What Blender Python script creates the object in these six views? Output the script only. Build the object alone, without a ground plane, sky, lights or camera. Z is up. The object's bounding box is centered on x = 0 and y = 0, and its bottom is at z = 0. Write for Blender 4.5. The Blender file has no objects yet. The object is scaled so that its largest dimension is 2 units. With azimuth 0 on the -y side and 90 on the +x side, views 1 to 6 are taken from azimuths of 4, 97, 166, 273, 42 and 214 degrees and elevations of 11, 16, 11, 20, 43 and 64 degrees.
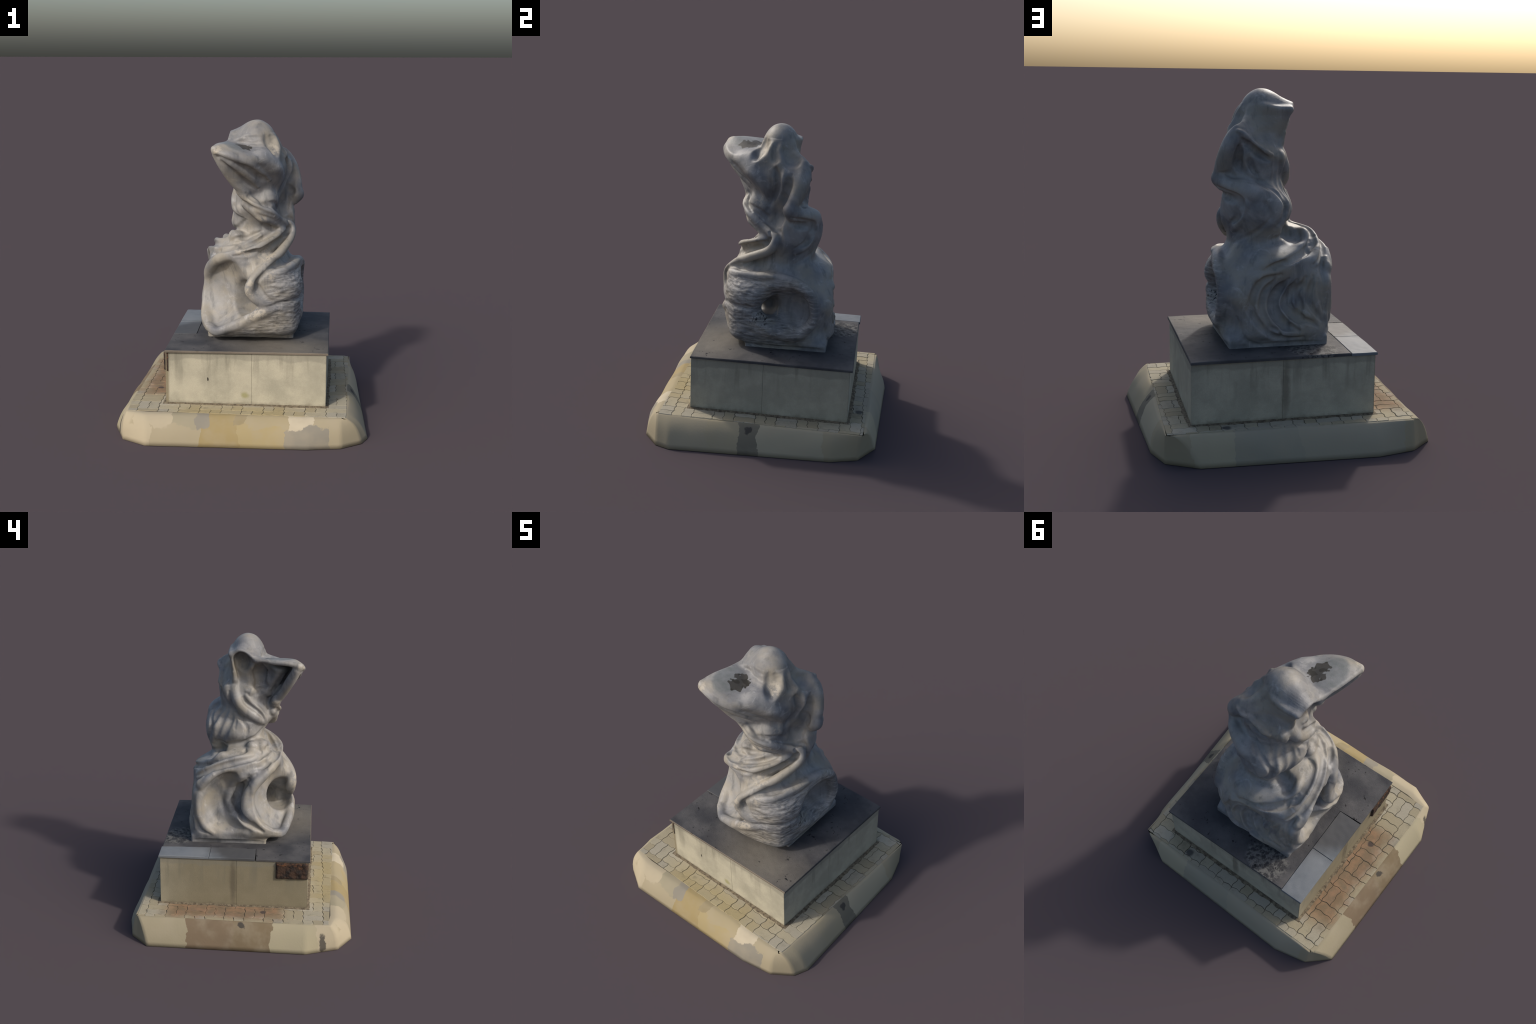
# ---------------------------------------------------------------- sculpting engine
import numpy as np, math
H = 0.005
LO = np.array([-0.42, -0.47, 0.515])
HI = np.array([0.48, 0.49, 2.04])
N = np.ceil((HI - LO) / H).astype(int) + 1
AX = [LO[i] + H * np.arange(N[i]) for i in range(3)]
BIG = 0.5
F = np.full(N, BIG, np.float32)


def catmull(P, step):
    P = np.asarray(P, float)
    if len(P) == 1:
        return P
    Q = np.vstack([2 * P[0] - P[1], P, 2 * P[-1] - P[-2]])
    out = []
    for i in range(len(P) - 1):
        p0, p1, p2, p3 = Q[i:i + 4]
        n = max(2, int(np.linalg.norm((p2 - p1)[:3]) / step) + 1)
        t = np.linspace(0, 1, n, endpoint=False)[:, None]
        out.append(0.5 * (2 * p1 + (p2 - p0) * t + (2 * p0 - 5 * p1 + 4 * p2 - p3) * t * t
                          + (3 * p1 - p0 - 3 * p2 + p3) * t ** 3))
    out.append(P[-1:])
    return np.vstack(out)


def box(lo, hi):
    a = np.clip(np.floor((np.asarray(lo) - LO) / H).astype(int), 0, N - 1)
    b = np.clip(np.ceil((np.asarray(hi) - LO) / H).astype(int) + 1, 1, N)
    return tuple(slice(a[i], b[i]) for i in range(3))


def beads(C, R, pad):
    """distance field of a string of spheres, inside their bounding box"""
    sl = box((C - R[:, None]).min(0) - pad, (C + R[:, None]).max(0) + pad)
    G = np.full([s.stop - s.start for s in sl], pad, np.float32)
    off = [s.start for s in sl]
    for c, r in zip(C, R):
        s = box(c - r - pad, c + r + pad)
        x, y, z = (AX[i][s[i]] - c[i] for i in range(3))
        d = np.sqrt(x[:, None, None] ** 2 + y[None, :, None] ** 2 + z[None, None, :] ** 2) - r
        g = tuple(slice(s[i].start - off[i], s[i].stop - off[i]) for i in range(3))
        np.minimum(G[g], d, out=G[g])
    return sl, G


def smin(a, b, k):
    h = np.clip(k - np.abs(a - b), 0, None) / k
    return np.minimum(a, b) - h * h * k * 0.25


def blend(sl, G, k, cut):
    if cut:
        F[sl] = -smin(-F[sl], G, k)
    else:
        F[sl] = smin(F[sl], G, k)


def tube(pts, r, k=0.03, cut=False):
    pts = np.asarray(pts, float)
    r = np.interp(np.linspace(0, 1, len(pts)), np.linspace(0, 1, len(np.atleast_1d(r))), np.atleast_1d(r))
    Q = catmull(np.c_[pts, r], max(0.004, 0.25 * r.min()))
    sl, G = beads(Q[:, :3], np.maximum(Q[:, 3], 0.001), k + 2 * H)
    blend(sl, G, k, cut)


def sample(P):
    q = (np.asarray(P) - LO) / H
    i = np.clip(np.floor(q).astype(int), 0, N - 2)
    f = np.clip(q - i, 0, 1)
    v = 0
    for a in (0, 1):
        for b in (0, 1):
            for c in (0, 1):
                w = (f[:, 0] if a else 1 - f[:, 0]) * (f[:, 1] if b else 1 - f[:, 1]) * (f[:, 2] if c else 1 - f[:, 2])
                v = v + w * F[i[:, 0] + a, i[:, 1] + b, i[:, 2] + c]
    return v


def grad(P, e=0.012):
    g = np.stack([sample(P + e * np.eye(3)[i]) - sample(P - e * np.eye(3)[i]) for i in range(3)], -1)
    return g / (np.linalg.norm(g, axis=1, keepdims=True) + 1e-6)


def snap(P, lift, reach=0.06):
    """pull points onto the present surface, then lift them along its normal"""
    P0 = np.asarray(P, float)
    P = P0.copy()
    for _ in range(5):
        P = P - 0.8 * np.clip(sample(P), -0.03, 0.03)[:, None] * grad(P)
    d = P - P0
    n = np.linalg.norm(d, axis=1, keepdims=True)
    P = P0 + d * np.minimum(1, reach / (n + 1e-9))
    return P + grad(P) * np.asarray(lift).reshape(-1, 1) if np.ndim(lift) else P + grad(P) * lift


def fold(pts, r, lift=None, k=0.02, cut=False, ends=0.35):
    """a ridge (or, cut, a groove) of cloth lying along the surface; it dies away at its ends"""
    Q = catmull(pts, 0.006)
    Q = snap(Q, 0)
    for _ in range(3):
        Q[1:-1] = (Q[:-2] + 2 * Q[1:-1] + Q[2:]) / 4
    t = np.linspace(0, 1, len(Q))
    rr = np.interp(t, np.linspace(0, 1, len(np.atleast_1d(r))), np.atleast_1d(r))
    taper = np.clip(np.minimum(t, 1 - t) / 0.18, 0, 1)
    taper = ends + (1 - ends) * (taper * taper * (3 - 2 * taper))
    rr = rr * taper
    if lift is None:
        lift = 0.35 if cut else -0.25
    Q = Q + grad(Q) * (lift * rr)[:, None]
    sl, G = beads(Q, rr, k + 2 * H)
    blend(sl, G, k, cut)


def groove(pts, r, lift=0.35, k=0.014, ends=0.3):
    fold(pts, r, lift, k, True, ends)


def ellipsoid(c, rad, k=0.03, cut=False, turn=0.0, tilt=0.0):
    c = np.asarray(c, float)
    rad = np.asarray(rad, float)
    m = rad.max() + k + 2 * H
    sl = box(c - m, c + m)
    x, y, z = np.meshgrid(*[AX[i][sl[i]] - c[i] for i in range(3)], indexing='ij')
    a = math.radians(turn)
    x, y = x * math.cos(a) + y * math.sin(a), -x * math.sin(a) + y * math.cos(a)
    a = math.radians(tilt)
    x, z = x * math.cos(a) + z * math.sin(a), -x * math.sin(a) + z * math.cos(a)
    p = np.sqrt((x / rad[0]) ** 2 + (y / rad[1]) ** 2 + (z / rad[2]) ** 2)
    q = np.sqrt((x / rad[0] ** 2) ** 2 + (y / rad[1] ** 2) ** 2 + (z / rad[2] ** 2) ** 2) + 1e-9
    blend(sl, (p * (p - 1) / q).astype(np.float32), k, cut)


def loft(levels, k=0.03):
    """body through horizontal cross-sections: (z, (cx, cy), radii from +x round by +y)"""
    lv = np.array([[z, *c, *r] for z, c, r in levels], float)
    m = lv.shape[1] - 3
    z0, z1 = lv[0, 0], lv[-1, 0]
    sl = box((LO[0], LO[1], z0 - 0.03), (HI[0], HI[1], z1 + 0.03))
    Z = AX[2][sl[2]]
    D = catmull(lv, 0.01)
    # one row of centre and radii for each layer of the grid
    zz = np.clip(Z, z0, z1)
    rows = np.stack([np.interp(zz, D[:, 0], D[:, i]) for i in range(1, D.shape[1])], -1)
    ang = np.arange(m + 1) * 2 * math.pi / m
    fine = np.linspace(0, 2 * math.pi, 361)
    G = np.empty([s.stop - s.start for s in sl], np.float32)
    for j, row in enumerate(rows):
        x = AX[0][sl[0]][:, None] - row[0]
        y = AX[1][sl[1]][None, :] - row[1]
        rr = row[2:]
        ext = np.r_[rr[-2:], rr, rr[:3]]
        c = catmull(np.c_[np.arange(-2, m + 3) * 2 * math.pi / m, ext], 0.05)
        R = np.interp(np.arctan2(y, x) % (2 * math.pi), c[:, 0], c[:, 1])
        G[:, :, j] = np.hypot(x, y) - R
    g = np.gradient(G, H)
    G /= np.clip(np.sqrt(g[0] ** 2 + g[1] ** 2 + g[2] ** 2), 1, 3)
    cap = np.maximum(z0 - Z, Z - z1)[None, None, :]
    G = np.maximum(G, cap).astype(np.float32)
    blend(sl, G, k, False)


def slab(lo, hi, k=0.02, rnd=0.008):
    lo, hi = np.asarray(lo), np.asarray(hi)
    sl = box(lo - 0.06, hi + 0.06)
    c, h = (lo + hi) / 2, (hi - lo) / 2 - rnd
    q = np.meshgrid(*[np.abs(AX[i][sl[i]] - c[i]) - h[i] for i in range(3)], indexing='ij')
    d = np.sqrt(sum(np.maximum(a, 0) ** 2 for a in q)) + np.minimum(np.maximum(np.maximum(q[0], q[1]), q[2]), 0) - rnd
    blend(sl, d.astype(np.float32), k, False)


def sheet(rows, r, k=0.02, cut=False, step=0.012):
    """cloth stretched over rows of control points (each row a spline), r thick on each side"""
    m = 24
    R = []
    for row in rows:
        C = catmull(row, 0.01)
        t = np.r_[0, np.cumsum(np.linalg.norm(np.diff(C, axis=0), axis=1))]
        R.append(np.stack([np.interp(np.linspace(0, t[-1], m), t, C[:, i]) for i in range(3)], -1))
    R = np.array(R)
    L = max(np.linalg.norm(np.diff(R, axis=1), axis=2).sum(1).max(), 0.01)
    pts = []
    cols = [catmull(R[:, j], step) for j in range(m)]
    n = max(len(c) for c in cols)
    G2 = np.array([[np.interp(np.linspace(0, 1, n), np.linspace(0, 1, len(c)), c[:, i]) for i in range(3)] for c in cols])
    q = int(L / step) + 2
    s = np.linspace(0, m - 1, q)
    i = np.minimum(s.astype(int), m - 2)
    f = (s - i)[:, None, None]
    pts = (G2[i].transpose(0, 2, 1) * (1 - f) + G2[i + 1].transpose(0, 2, 1) * f).reshape(-1, 3)
    sl, G = beads(pts, np.full(len(pts), r), k + 2 * H)
    blend(sl, G, k, cut)


def surface_net():
    """quads round the zero level of the field (naive surface nets)"""
    S = F < 0
    c = [S[a:N[0] - 1 + a, b:N[1] - 1 + b, d:N[2] - 1 + d] for a in (0, 1) for b in (0, 1) for d in (0, 1)]
    tot = sum(x.astype(np.int8) for x in c)
    mixed = (tot > 0) & (tot < 8)
    idx = np.argwhere(mixed)
    num = np.full(mixed.shape, -1, np.int32)
    num[mixed] = np.arange(len(idx))
    val = np.stack([F[idx[:, 0] + a, idx[:, 1] + b, idx[:, 2] + d] for a in (0, 1) for b in (0, 1) for d in (0, 1)], -1)
    corner = np.array([(a, b, d) for a in (0, 1) for b in (0, 1) for d in (0, 1)], float)
    acc = np.zeros((len(idx), 3))
    cnt = np.zeros(len(idx))
    for i in range(8):
        for j in range(i + 1, 8):
            if np.abs(corner[i] - corner[j]).sum() == 1:
                a, b = val[:, i], val[:, j]
                m = (a < 0) != (b < 0)
                t = np.where(m, a / np.where(m, a - b, 1), 0)
                acc += np.where(m[:, None], corner[i] + t[:, None] * (corner[j] - corner[i]), 0)
                cnt += m
    V = LO + H * (idx + acc / cnt[:, None])
    quads = []
    for ax in range(3):
        u, w = (ax + 1) % 3, (ax + 2) % 3
        A = [slice(None)] * 3
        B = [slice(None)] * 3
        A[ax] = slice(0, N[ax] - 1)
        B[ax] = slice(1, N[ax])
        flip = S[tuple(A)] != S[tuple(B)]
        e = np.argwhere(flip)
        e = e[(e[:, u] > 0) & (e[:, w] > 0) & (e[:, u] < N[u] - 1) & (e[:, w] < N[w] - 1)]
        inside = S[tuple(e.T)]
        du = np.zeros(3, int)
        du[u] = 1
        dw = np.zeros(3, int)
        dw[w] = 1
        q = np.stack([num[tuple((e - du - dw).T)], num[tuple((e - dw).T)], num[tuple(e.T)], num[tuple((e - du).T)]], -1)
        q[~inside] = q[~inside][:, ::-1]
        quads.append(q)
    return V, np.vstack(quads)
# ---------------------------------------------------------------- the veiled figure
def roll(pts, r, k=0.02, heart=(0.07, 0.04, -0.10)):
    """a thick rolled fold whose crest passes through the given points"""
    P = np.asarray(pts, float)
    rr = np.interp(np.linspace(0, 1, len(P)), np.linspace(0, 1, len(np.atleast_1d(r))), np.atleast_1d(r))
    d = np.array([heart[0], heart[1], 0]) - P
    d[:, 2] = heart[2]
    d /= np.linalg.norm(d, axis=1, keepdims=True)
    tube(P + d * rr[:, None], rr, k)


def lower_mass():
    # the square foot block
    slab((-0.245, -0.165, 0.50), (0.335, 0.372, 0.60), k=0.001, rnd=0.012)
    # the swelling wave of cloth the figure rises from
    loft([
        (0.585, (.05, .05), (.29, .32, .40, .35, .34, .36, .41, .35, .31, .33, .36, .35, .33, .34, .38, .32)),
        (0.62, (.05, .05), (.31, .34, .39, .38, .36, .38, .42, .36, .32, .36, .41, .39, .37, .38, .41, .34)),
        (0.68, (.05, .04), (.35, .37, .375, .40, .37, .39, .42, .37, .34, .38, .42, .42, .39, .38, .41, .36)),
        (0.76, (.05, .03), (.35, .36, .40, .41, .38, .40, .43, .38, .35, .37, .41, .41, .38, .38, .40, .36)),
        (0.84, (.05, .03), (.34, .36, .42, .42, .38, .39, .43, .38, .34, .36, .39, .41, .38, .375, .40, .36)),
        (0.92, (.05, .03), (.34, .36, .395, .40, .37, .38, .43, .38, .34, .35, .38, .39, .37, .365, .39, .36)),
        (1.00, (.05, .03), (.33, .35, .35, .355, .355, .36, .385, .36, .33, .34, .37, .38, .37, .37, .36, .33)),
        (1.06, (.06, .03), (.27, .265, .30, .32, .335, .35, .37, .35, .32, .33, .34, .34, .33, .31, .27, .25)),
        (1.12, (.07, .03), (.21, .215, .25, .24, .23, .24, .27, .31, .31, .29, .29, .29, .28, .25, .21, .20)),
        (1.18, (.09, .03), (.18, .18, .19, .20, .18, .18, .20, .26, .28, .25, .25, .26, .25, .23, .19, .18)),
        (1.225, (.10, .04), (.17, .17, .18, .18, .16, .15, .15, .15, .16, .16, .17, .18, .18, .18, .17, .17)),
    ], k=0.03)


def torso_mass():
    loft([
        (1.12, (.09, .04), (.18, .18, .19, .20, .20, .20, .20, .20, .20, .20, .20, .20, .20, .19, .18, .18)),
        (1.18, (.10, .05), (.19, .19, .19, .21, .21, .21, .20, .18, .17, .17, .18, .19, .19, .18, .18, .18)),
        (1.24, (.12, .06), (.19, .19, .20, .21, .22, .23, .22, .20, .19, .195, .205, .205, .205, .19, .18, .18)),
        (1.30, (.13, .06), (.18, .20, .20, .22, .235, .245, .24, .225, .23, .23, .22, .20, .18, .16, .15, .16)),
        (1.36, (.13, .06), (.17, .20, .21, .22, .235, .24, .24, .215, .22, .23, .23, .23, .21, .17, .14, .13)),
        (1.42, (.13, .05), (.12, .17, .20, .22, .22, .22, .20, .18, .20, .22, .25, .26, .23, .18, .13, .10)),
        (1.48, (.15, .03), (.10, .13, .18, .20, .18, .17, .18, .20, .22, .23, .24, .24, .21, .16, .11, .09)),
        (1.55, (.15, .00), (.11, .14, .19, .20, .20, .20, .22, .22, .21, .20, .20, .18, .15, .12, .11, .10)),
        (1.62, (.14, -.03), (.13, .17, .24, .255, .235, .23, .22, .20, .19, .19, .20, .18, .15, .15, .145, .13)),
        (1.69, (.12, -.05), (.15, .19, .28, .27, .22, .20, .18, .16, .17, .19, .22, .21, .19, .19, .18, .15)),
        (1.75, (.10, -.06), (.14, .17, .26, .25, .18, .16, .16, .15, .16, .19, .25, .25, .22, .20, .17, .14)),
        (1.80, (.08, -.06), (.12, .13, .18, .19, .17, .16, .15, .14, .14, .17, .24, .24, .20, .16, .13, .11)),
        (1.85, (.08, -.03), (.06, .06, .07, .08, .08, .08, .07, .06, .06, .07, .08, .08, .07, .06, .06, .06)),
    ], k=0.04)


def head_and_hood():
    ellipsoid((0.075, -0.005, 1.885), (0.112, 0.108, 0.117), k=0.06)
    # crown running out to the brim
    sheet([[(0.10, 0.085, 1.90), (0.09, 0.0, 1.97), (0.09, -0.085, 1.91)],
           [(0.0, 0.10, 1.89), (0.0, 0.02, 1.955), (0.0, -0.085, 1.895)],
           [(-0.075, 0.10, 1.885), (-0.095, 0.03, 1.915), (-0.105, -0.085, 1.85)]], 0.014, k=0.03)
    # side of the hood falling to the breast
    sheet([[(0.08, 0.105, 1.90), (0.0, 0.11, 1.885), (-0.07, 0.105, 1.885)],
           [(0.10, 0.10, 1.80), (0.02, 0.10, 1.79), (-0.045, 0.085, 1.79)],
           [(0.12, 0.13, 1.70), (0.03, 0.095, 1.70), (-0.02, 0.075, 1.70)]], 0.014, k=0.03)
    # veil from the head to the back and shoulders
    tube([(0.12, 0.0, 1.87), (0.155, 0.005, 1.80), (0.17, 0.01, 1.72)], [0.065, 0.075, 0.08], k=0.06)
    tube([(0.13, 0.05, 1.83), (0.19, 0.10, 1.785), (0.235, 0.15, 1.755)], [0.036, 0.036, 0.036], k=0.05)
    tube([(0.12, -0.05, 1.85), (0.14, -0.13, 1.79), (0.11, -0.22, 1.765)], [0.055, 0.05, 0.045], k=0.05)


def arms():
    # raised arm under the cloth: a broad leaf from shoulder to elbow
    sheet([[(-0.175, -0.36, 1.84), (-0.165, -0.375, 1.83)],
           [(-0.16, -0.28, 1.85), (-0.10, -0.33, 1.85), (-0.05, -0.375, 1.81)],
           [(-0.13, -0.17, 1.85), (-0.02, -0.23, 1.835), (0.05, -0.335, 1.78)],
           [(-0.105, -0.09, 1.85), (0.03, -0.14, 1.815), (0.12, -0.26, 1.77)],
           [(-0.02, -0.04, 1.85), (0.10, -0.08, 1.81), (0.18, -0.15, 1.76)]], 0.018, k=0.03)
    # cloth hanging from the other elbow to the hip
    tube([(0.335, 0.10, 1.49), (0.305, 0.105, 1.42), (0.285, 0.095, 1.34), (0.27, 0.08, 1.27)], [0.04, 0.034, 0.03, 0.03], k=0.04)
    # cloth stretched from that arm down to the waist
    sheet([[(-0.165, -0.37, 1.825), (-0.165, -0.355, 1.80)],
           [(-0.05, -0.37, 1.79), (-0.085, -0.36, 1.76), (-0.13, -0.325, 1.725)],
           [(0.05, -0.33, 1.76), (0.01, -0.305, 1.69), (-0.07, -0.265, 1.625)],
           [(0.13, -0.26, 1.745), (0.10, -0.225, 1.65), (-0.005, -0.205, 1.545)],
           [(0.19, -0.15, 1.73), (0.16, -0.13, 1.60), (0.06, -0.15, 1.47)]], 0.022, k=0.03)
    tube([(-0.155, -0.345, 1.80), (-0.105, -0.305, 1.715), (-0.045, -0.26, 1.615), (0.01, -0.215, 1.54)], [0.024, 0.03, 0.03, 0.028], k=0.02)
    # hanging arm and its forearm laid across the belly
    tube([(0.24, 0.155, 1.755), (0.28, 0.165, 1.70), (0.32, 0.14, 1.60), (0.34, 0.105, 1.50)], [0.045, 0.054, 0.05, 0.042], k=0.03)
    tube([(0.34, 0.105, 1.49), (0.29, 0.18, 1.45), (0.18, 0.23, 1.42), (0.09, 0.20, 1.39), (0.04, 0.17, 1.36)], [0.042, 0.048, 0.055, 0.054, 0.045], k=0.03)


def hollows():
    # the empty hood and breast, open to the front
    tube([(-0.24, -0.12, 1.745), (-0.12, -0.115, 1.74), (-0.06, -0.10, 1.735)], [0.10, 0.095, 0.08], k=0.03, cut=True)
    tube([(-0.20, -0.12, 1.655), (-0.10, -0.12, 1.655), (-0.05, -0.10, 1.655)], [0.075, 0.07, 0.06], k=0.03, cut=True)
    ellipsoid((-0.115, 0.028, 1.82), (0.125, 0.062, 0.085), k=0.02, cut=True)
    tube([(-0.13, 0.035, 1.78), (-0.115, 0.03, 1.70), (-0.11, 0.02, 1.64)], [0.07, 0.055, 0.035], k=0.03, cut=True)
    # hollow between the hanging arm and the breast
    tube([(0.21, 0.23, 1.66), (0.20, 0.235, 1.60), (0.21, 0.235, 1.54)], [0.022, 0.028, 0.024], k=0.03, cut=True)
    # scooped shell at the corner between front and side, running into a passage
    ellipsoid((-0.155, -0.31, 0.89), (0.17, 0.285, 0.265), k=0.02, cut=True, turn=45)
    ellipsoid((-0.01, -0.35, 1.07), (0.12, 0.085, 0.085), k=0.03, cut=True)
    tube([(-0.11, -0.30, 0.885), (0.0, -0.265, 0.84), (0.07, -0.20, 0.80), (0.15, -0.135, 0.79), (0.23, -0.04, 0.805)], [0.125, 0.12, 0.085, 0.048, 0.042], k=0.02, cut=True)
    # shell mouth on the other side
    ellipsoid((0.425, 0.10, 0.83), (0.135, 0.21, 0.155), k=0.05, cut=True)
    tube([(0.37, 0.03, 0.84), (0.29, 0.0, 0.83), (0.22, -0.04, 0.82)], [0.085, 0.065, 0.045], k=0.05, cut=True)
    # shallow bowls in the two cloth-covered faces
    ellipsoid((-0.345, 0.165, 0.85), (0.11, 0.19, 0.23), k=0.05, cut=True)
    ellipsoid((-0.255, 0.075, 0.945), (0.095, 0.085, 0.095), k=0.04, cut=True)
    ellipsoid((-0.25, 0.11, 0.85), (0.095, 0.10, 0.115), k=0.04, cut=True)
    ellipsoid((0.02, 0.475, 0.85), (0.21, 0.11, 0.17), k=0.06, cut=True)


def great_folds():
    # the bulb of cloth hanging over the slit
    tube([(0.16, -0.27, 0.89), (0.21, -0.25, 0.895), (0.285, -0.195, 0.90), (0.32, -0.12, 0.905), (0.30, -0.05, 0.925)], [0.05, 0.06, 0.06, 0.05, 0.03], k=0.06)
    # rolls wrapping the waist and turning in a hairpin into the S-shaped edge
    roll([(-0.03, -0.235, 1.56), (0.02, -0.235, 1.51), (0.07, -0.245, 1.48), (0.12, -0.235, 1.44), (0.19, -0.19, 1.41),
          (0.255, -0.08, 1.345), (0.32, 0.0, 1.31), (0.34, 0.0, 1.27), (0.325, -0.045, 1.215), (0.265, -0.175, 1.15),
          (0.19, -0.265, 1.095), (0.125, -0.33, 1.035), (0.07, -0.355, 0.98), (0.045, -0.355, 0.93), (0.06, -0.345, 0.885),
          (0.10, -0.345, 0.85), (0.17, -0.32, 0.81)], [0.03, 0.03, 0.03, 0.03, 0.03, 0.032, 0.03, 0.024])
    roll([(0.0, -0.21, 1.47), (0.07, -0.22, 1.42), (0.12, -0.21, 1.38), (0.17, -0.18, 1.36), (0.23, -0.11, 1.32)], [0.024, 0.026, 0.02])
    roll([(-0.18, -0.21, 1.10), (-0.08, -0.255, 1.14), (0.04, -0.27, 1.165), (0.13, -0.25, 1.20), (0.22, -0.165, 1.245),
          (0.275, -0.07, 1.27)], [0.03, 0.034, 0.034, 0.026], k=0.03)
    roll([(-0.15, -0.195, 1.15), (-0.09, -0.205, 1.17), (-0.01, -0.19, 1.195), (0.11, -0.145, 1.24)], [0.026, 0.028, 0.02], k=0.02)
    ellipsoid((0.15, -0.125, 1.50), (0.05, 0.045, 0.06), k=0.05)
    # rims of the corner shell
    roll([(-0.05, -0.25, 1.17), (-0.14, -0.22, 1.13), (-0.215, -0.17, 1.075), (-0.26, -0.10, 1.01), (-0.285, -0.04, 0.94),
          (-0.29, -0.03, 0.85), (-0.295, -0.045, 0.78), (-0.29, -0.11, 0.71), (-0.265, -0.19, 0.65)], [0.02, 0.024, 0.026, 0.028])
    roll([(-0.25, -0.24, 0.635), (-0.19, -0.30, 0.62), (-0.08, -0.34, 0.67), (0.03, -0.355, 0.72), (0.13, -0.355, 0.76),
          (0.225, -0.312, 0.79), (0.30, -0.255, 0.805), (0.36, -0.16, 0.795)], [0.03, 0.03, 0.03, 0.026, 0.022])
    # rim of the side mouth
    roll([(0.24, -0.27, 1.015), (0.29, -0.215, 1.03), (0.33, -0.12, 1.035), (0.362, -0.02, 1.05), (0.385, 0.12, 1.04),
          (0.395, 0.21, 1.005), (0.388, 0.275, 0.95), (0.382, 0.312, 0.86), (0.39, 0.30, 0.77), (0.385, 0.235, 0.695), (0.38, 0.14, 0.665),
          (0.375, 0.03, 0.68), (0.365, -0.06, 0.71), (0.355, -0.13, 0.745), (0.35, -0.20, 0.795)], [0.024, 0.03, 0.034, 0.034, 0.03, 0.032, 0.03], k=0.03)
    # rolls lying on the lap
    roll([(-0.27, 0.31, 1.0), (-0.28, 0.21, 1.08), (-0.26, 0.07, 1.12), (-0.21, -0.06, 1.145), (-0.15, -0.14, 1.165),
          (-0.08, -0.17, 1.19), (-0.06, -0.15, 1.24)], [0.026, 0.03, 0.03, 0.024], k=0.025)
    roll([(-0.185, 0.34, 1.03), (-0.235, 0.23, 1.11), (-0.225, 0.09, 1.17), (-0.165, -0.04, 1.185), (-0.11, -0.08, 1.20),
          (-0.08, -0.06, 1.25)], [0.024, 0.03, 0.03, 0.024], k=0.025)
    roll([(0.14, 0.37, 1.025), (0.024, 0.342, 1.055), (-0.09, 0.29, 1.095), (-0.15, 0.235, 1.15), (-0.17, 0.18, 1.18),
          (-0.15, 0.12, 1.18), (-0.10, 0.08, 1.185)], [0.024, 0.03, 0.03, 0.022], k=0.02)
    roll([(0.18, 0.40, 0.96), (0.11, 0.375, 0.985), (0.0, 0.36, 1.0), (-0.13, 0.335, 1.015), (-0.20, 0.31, 1.05), (-0.22, 0.27, 1.085)],
         [0.024, 0.028, 0.026], k=0.025)


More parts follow.
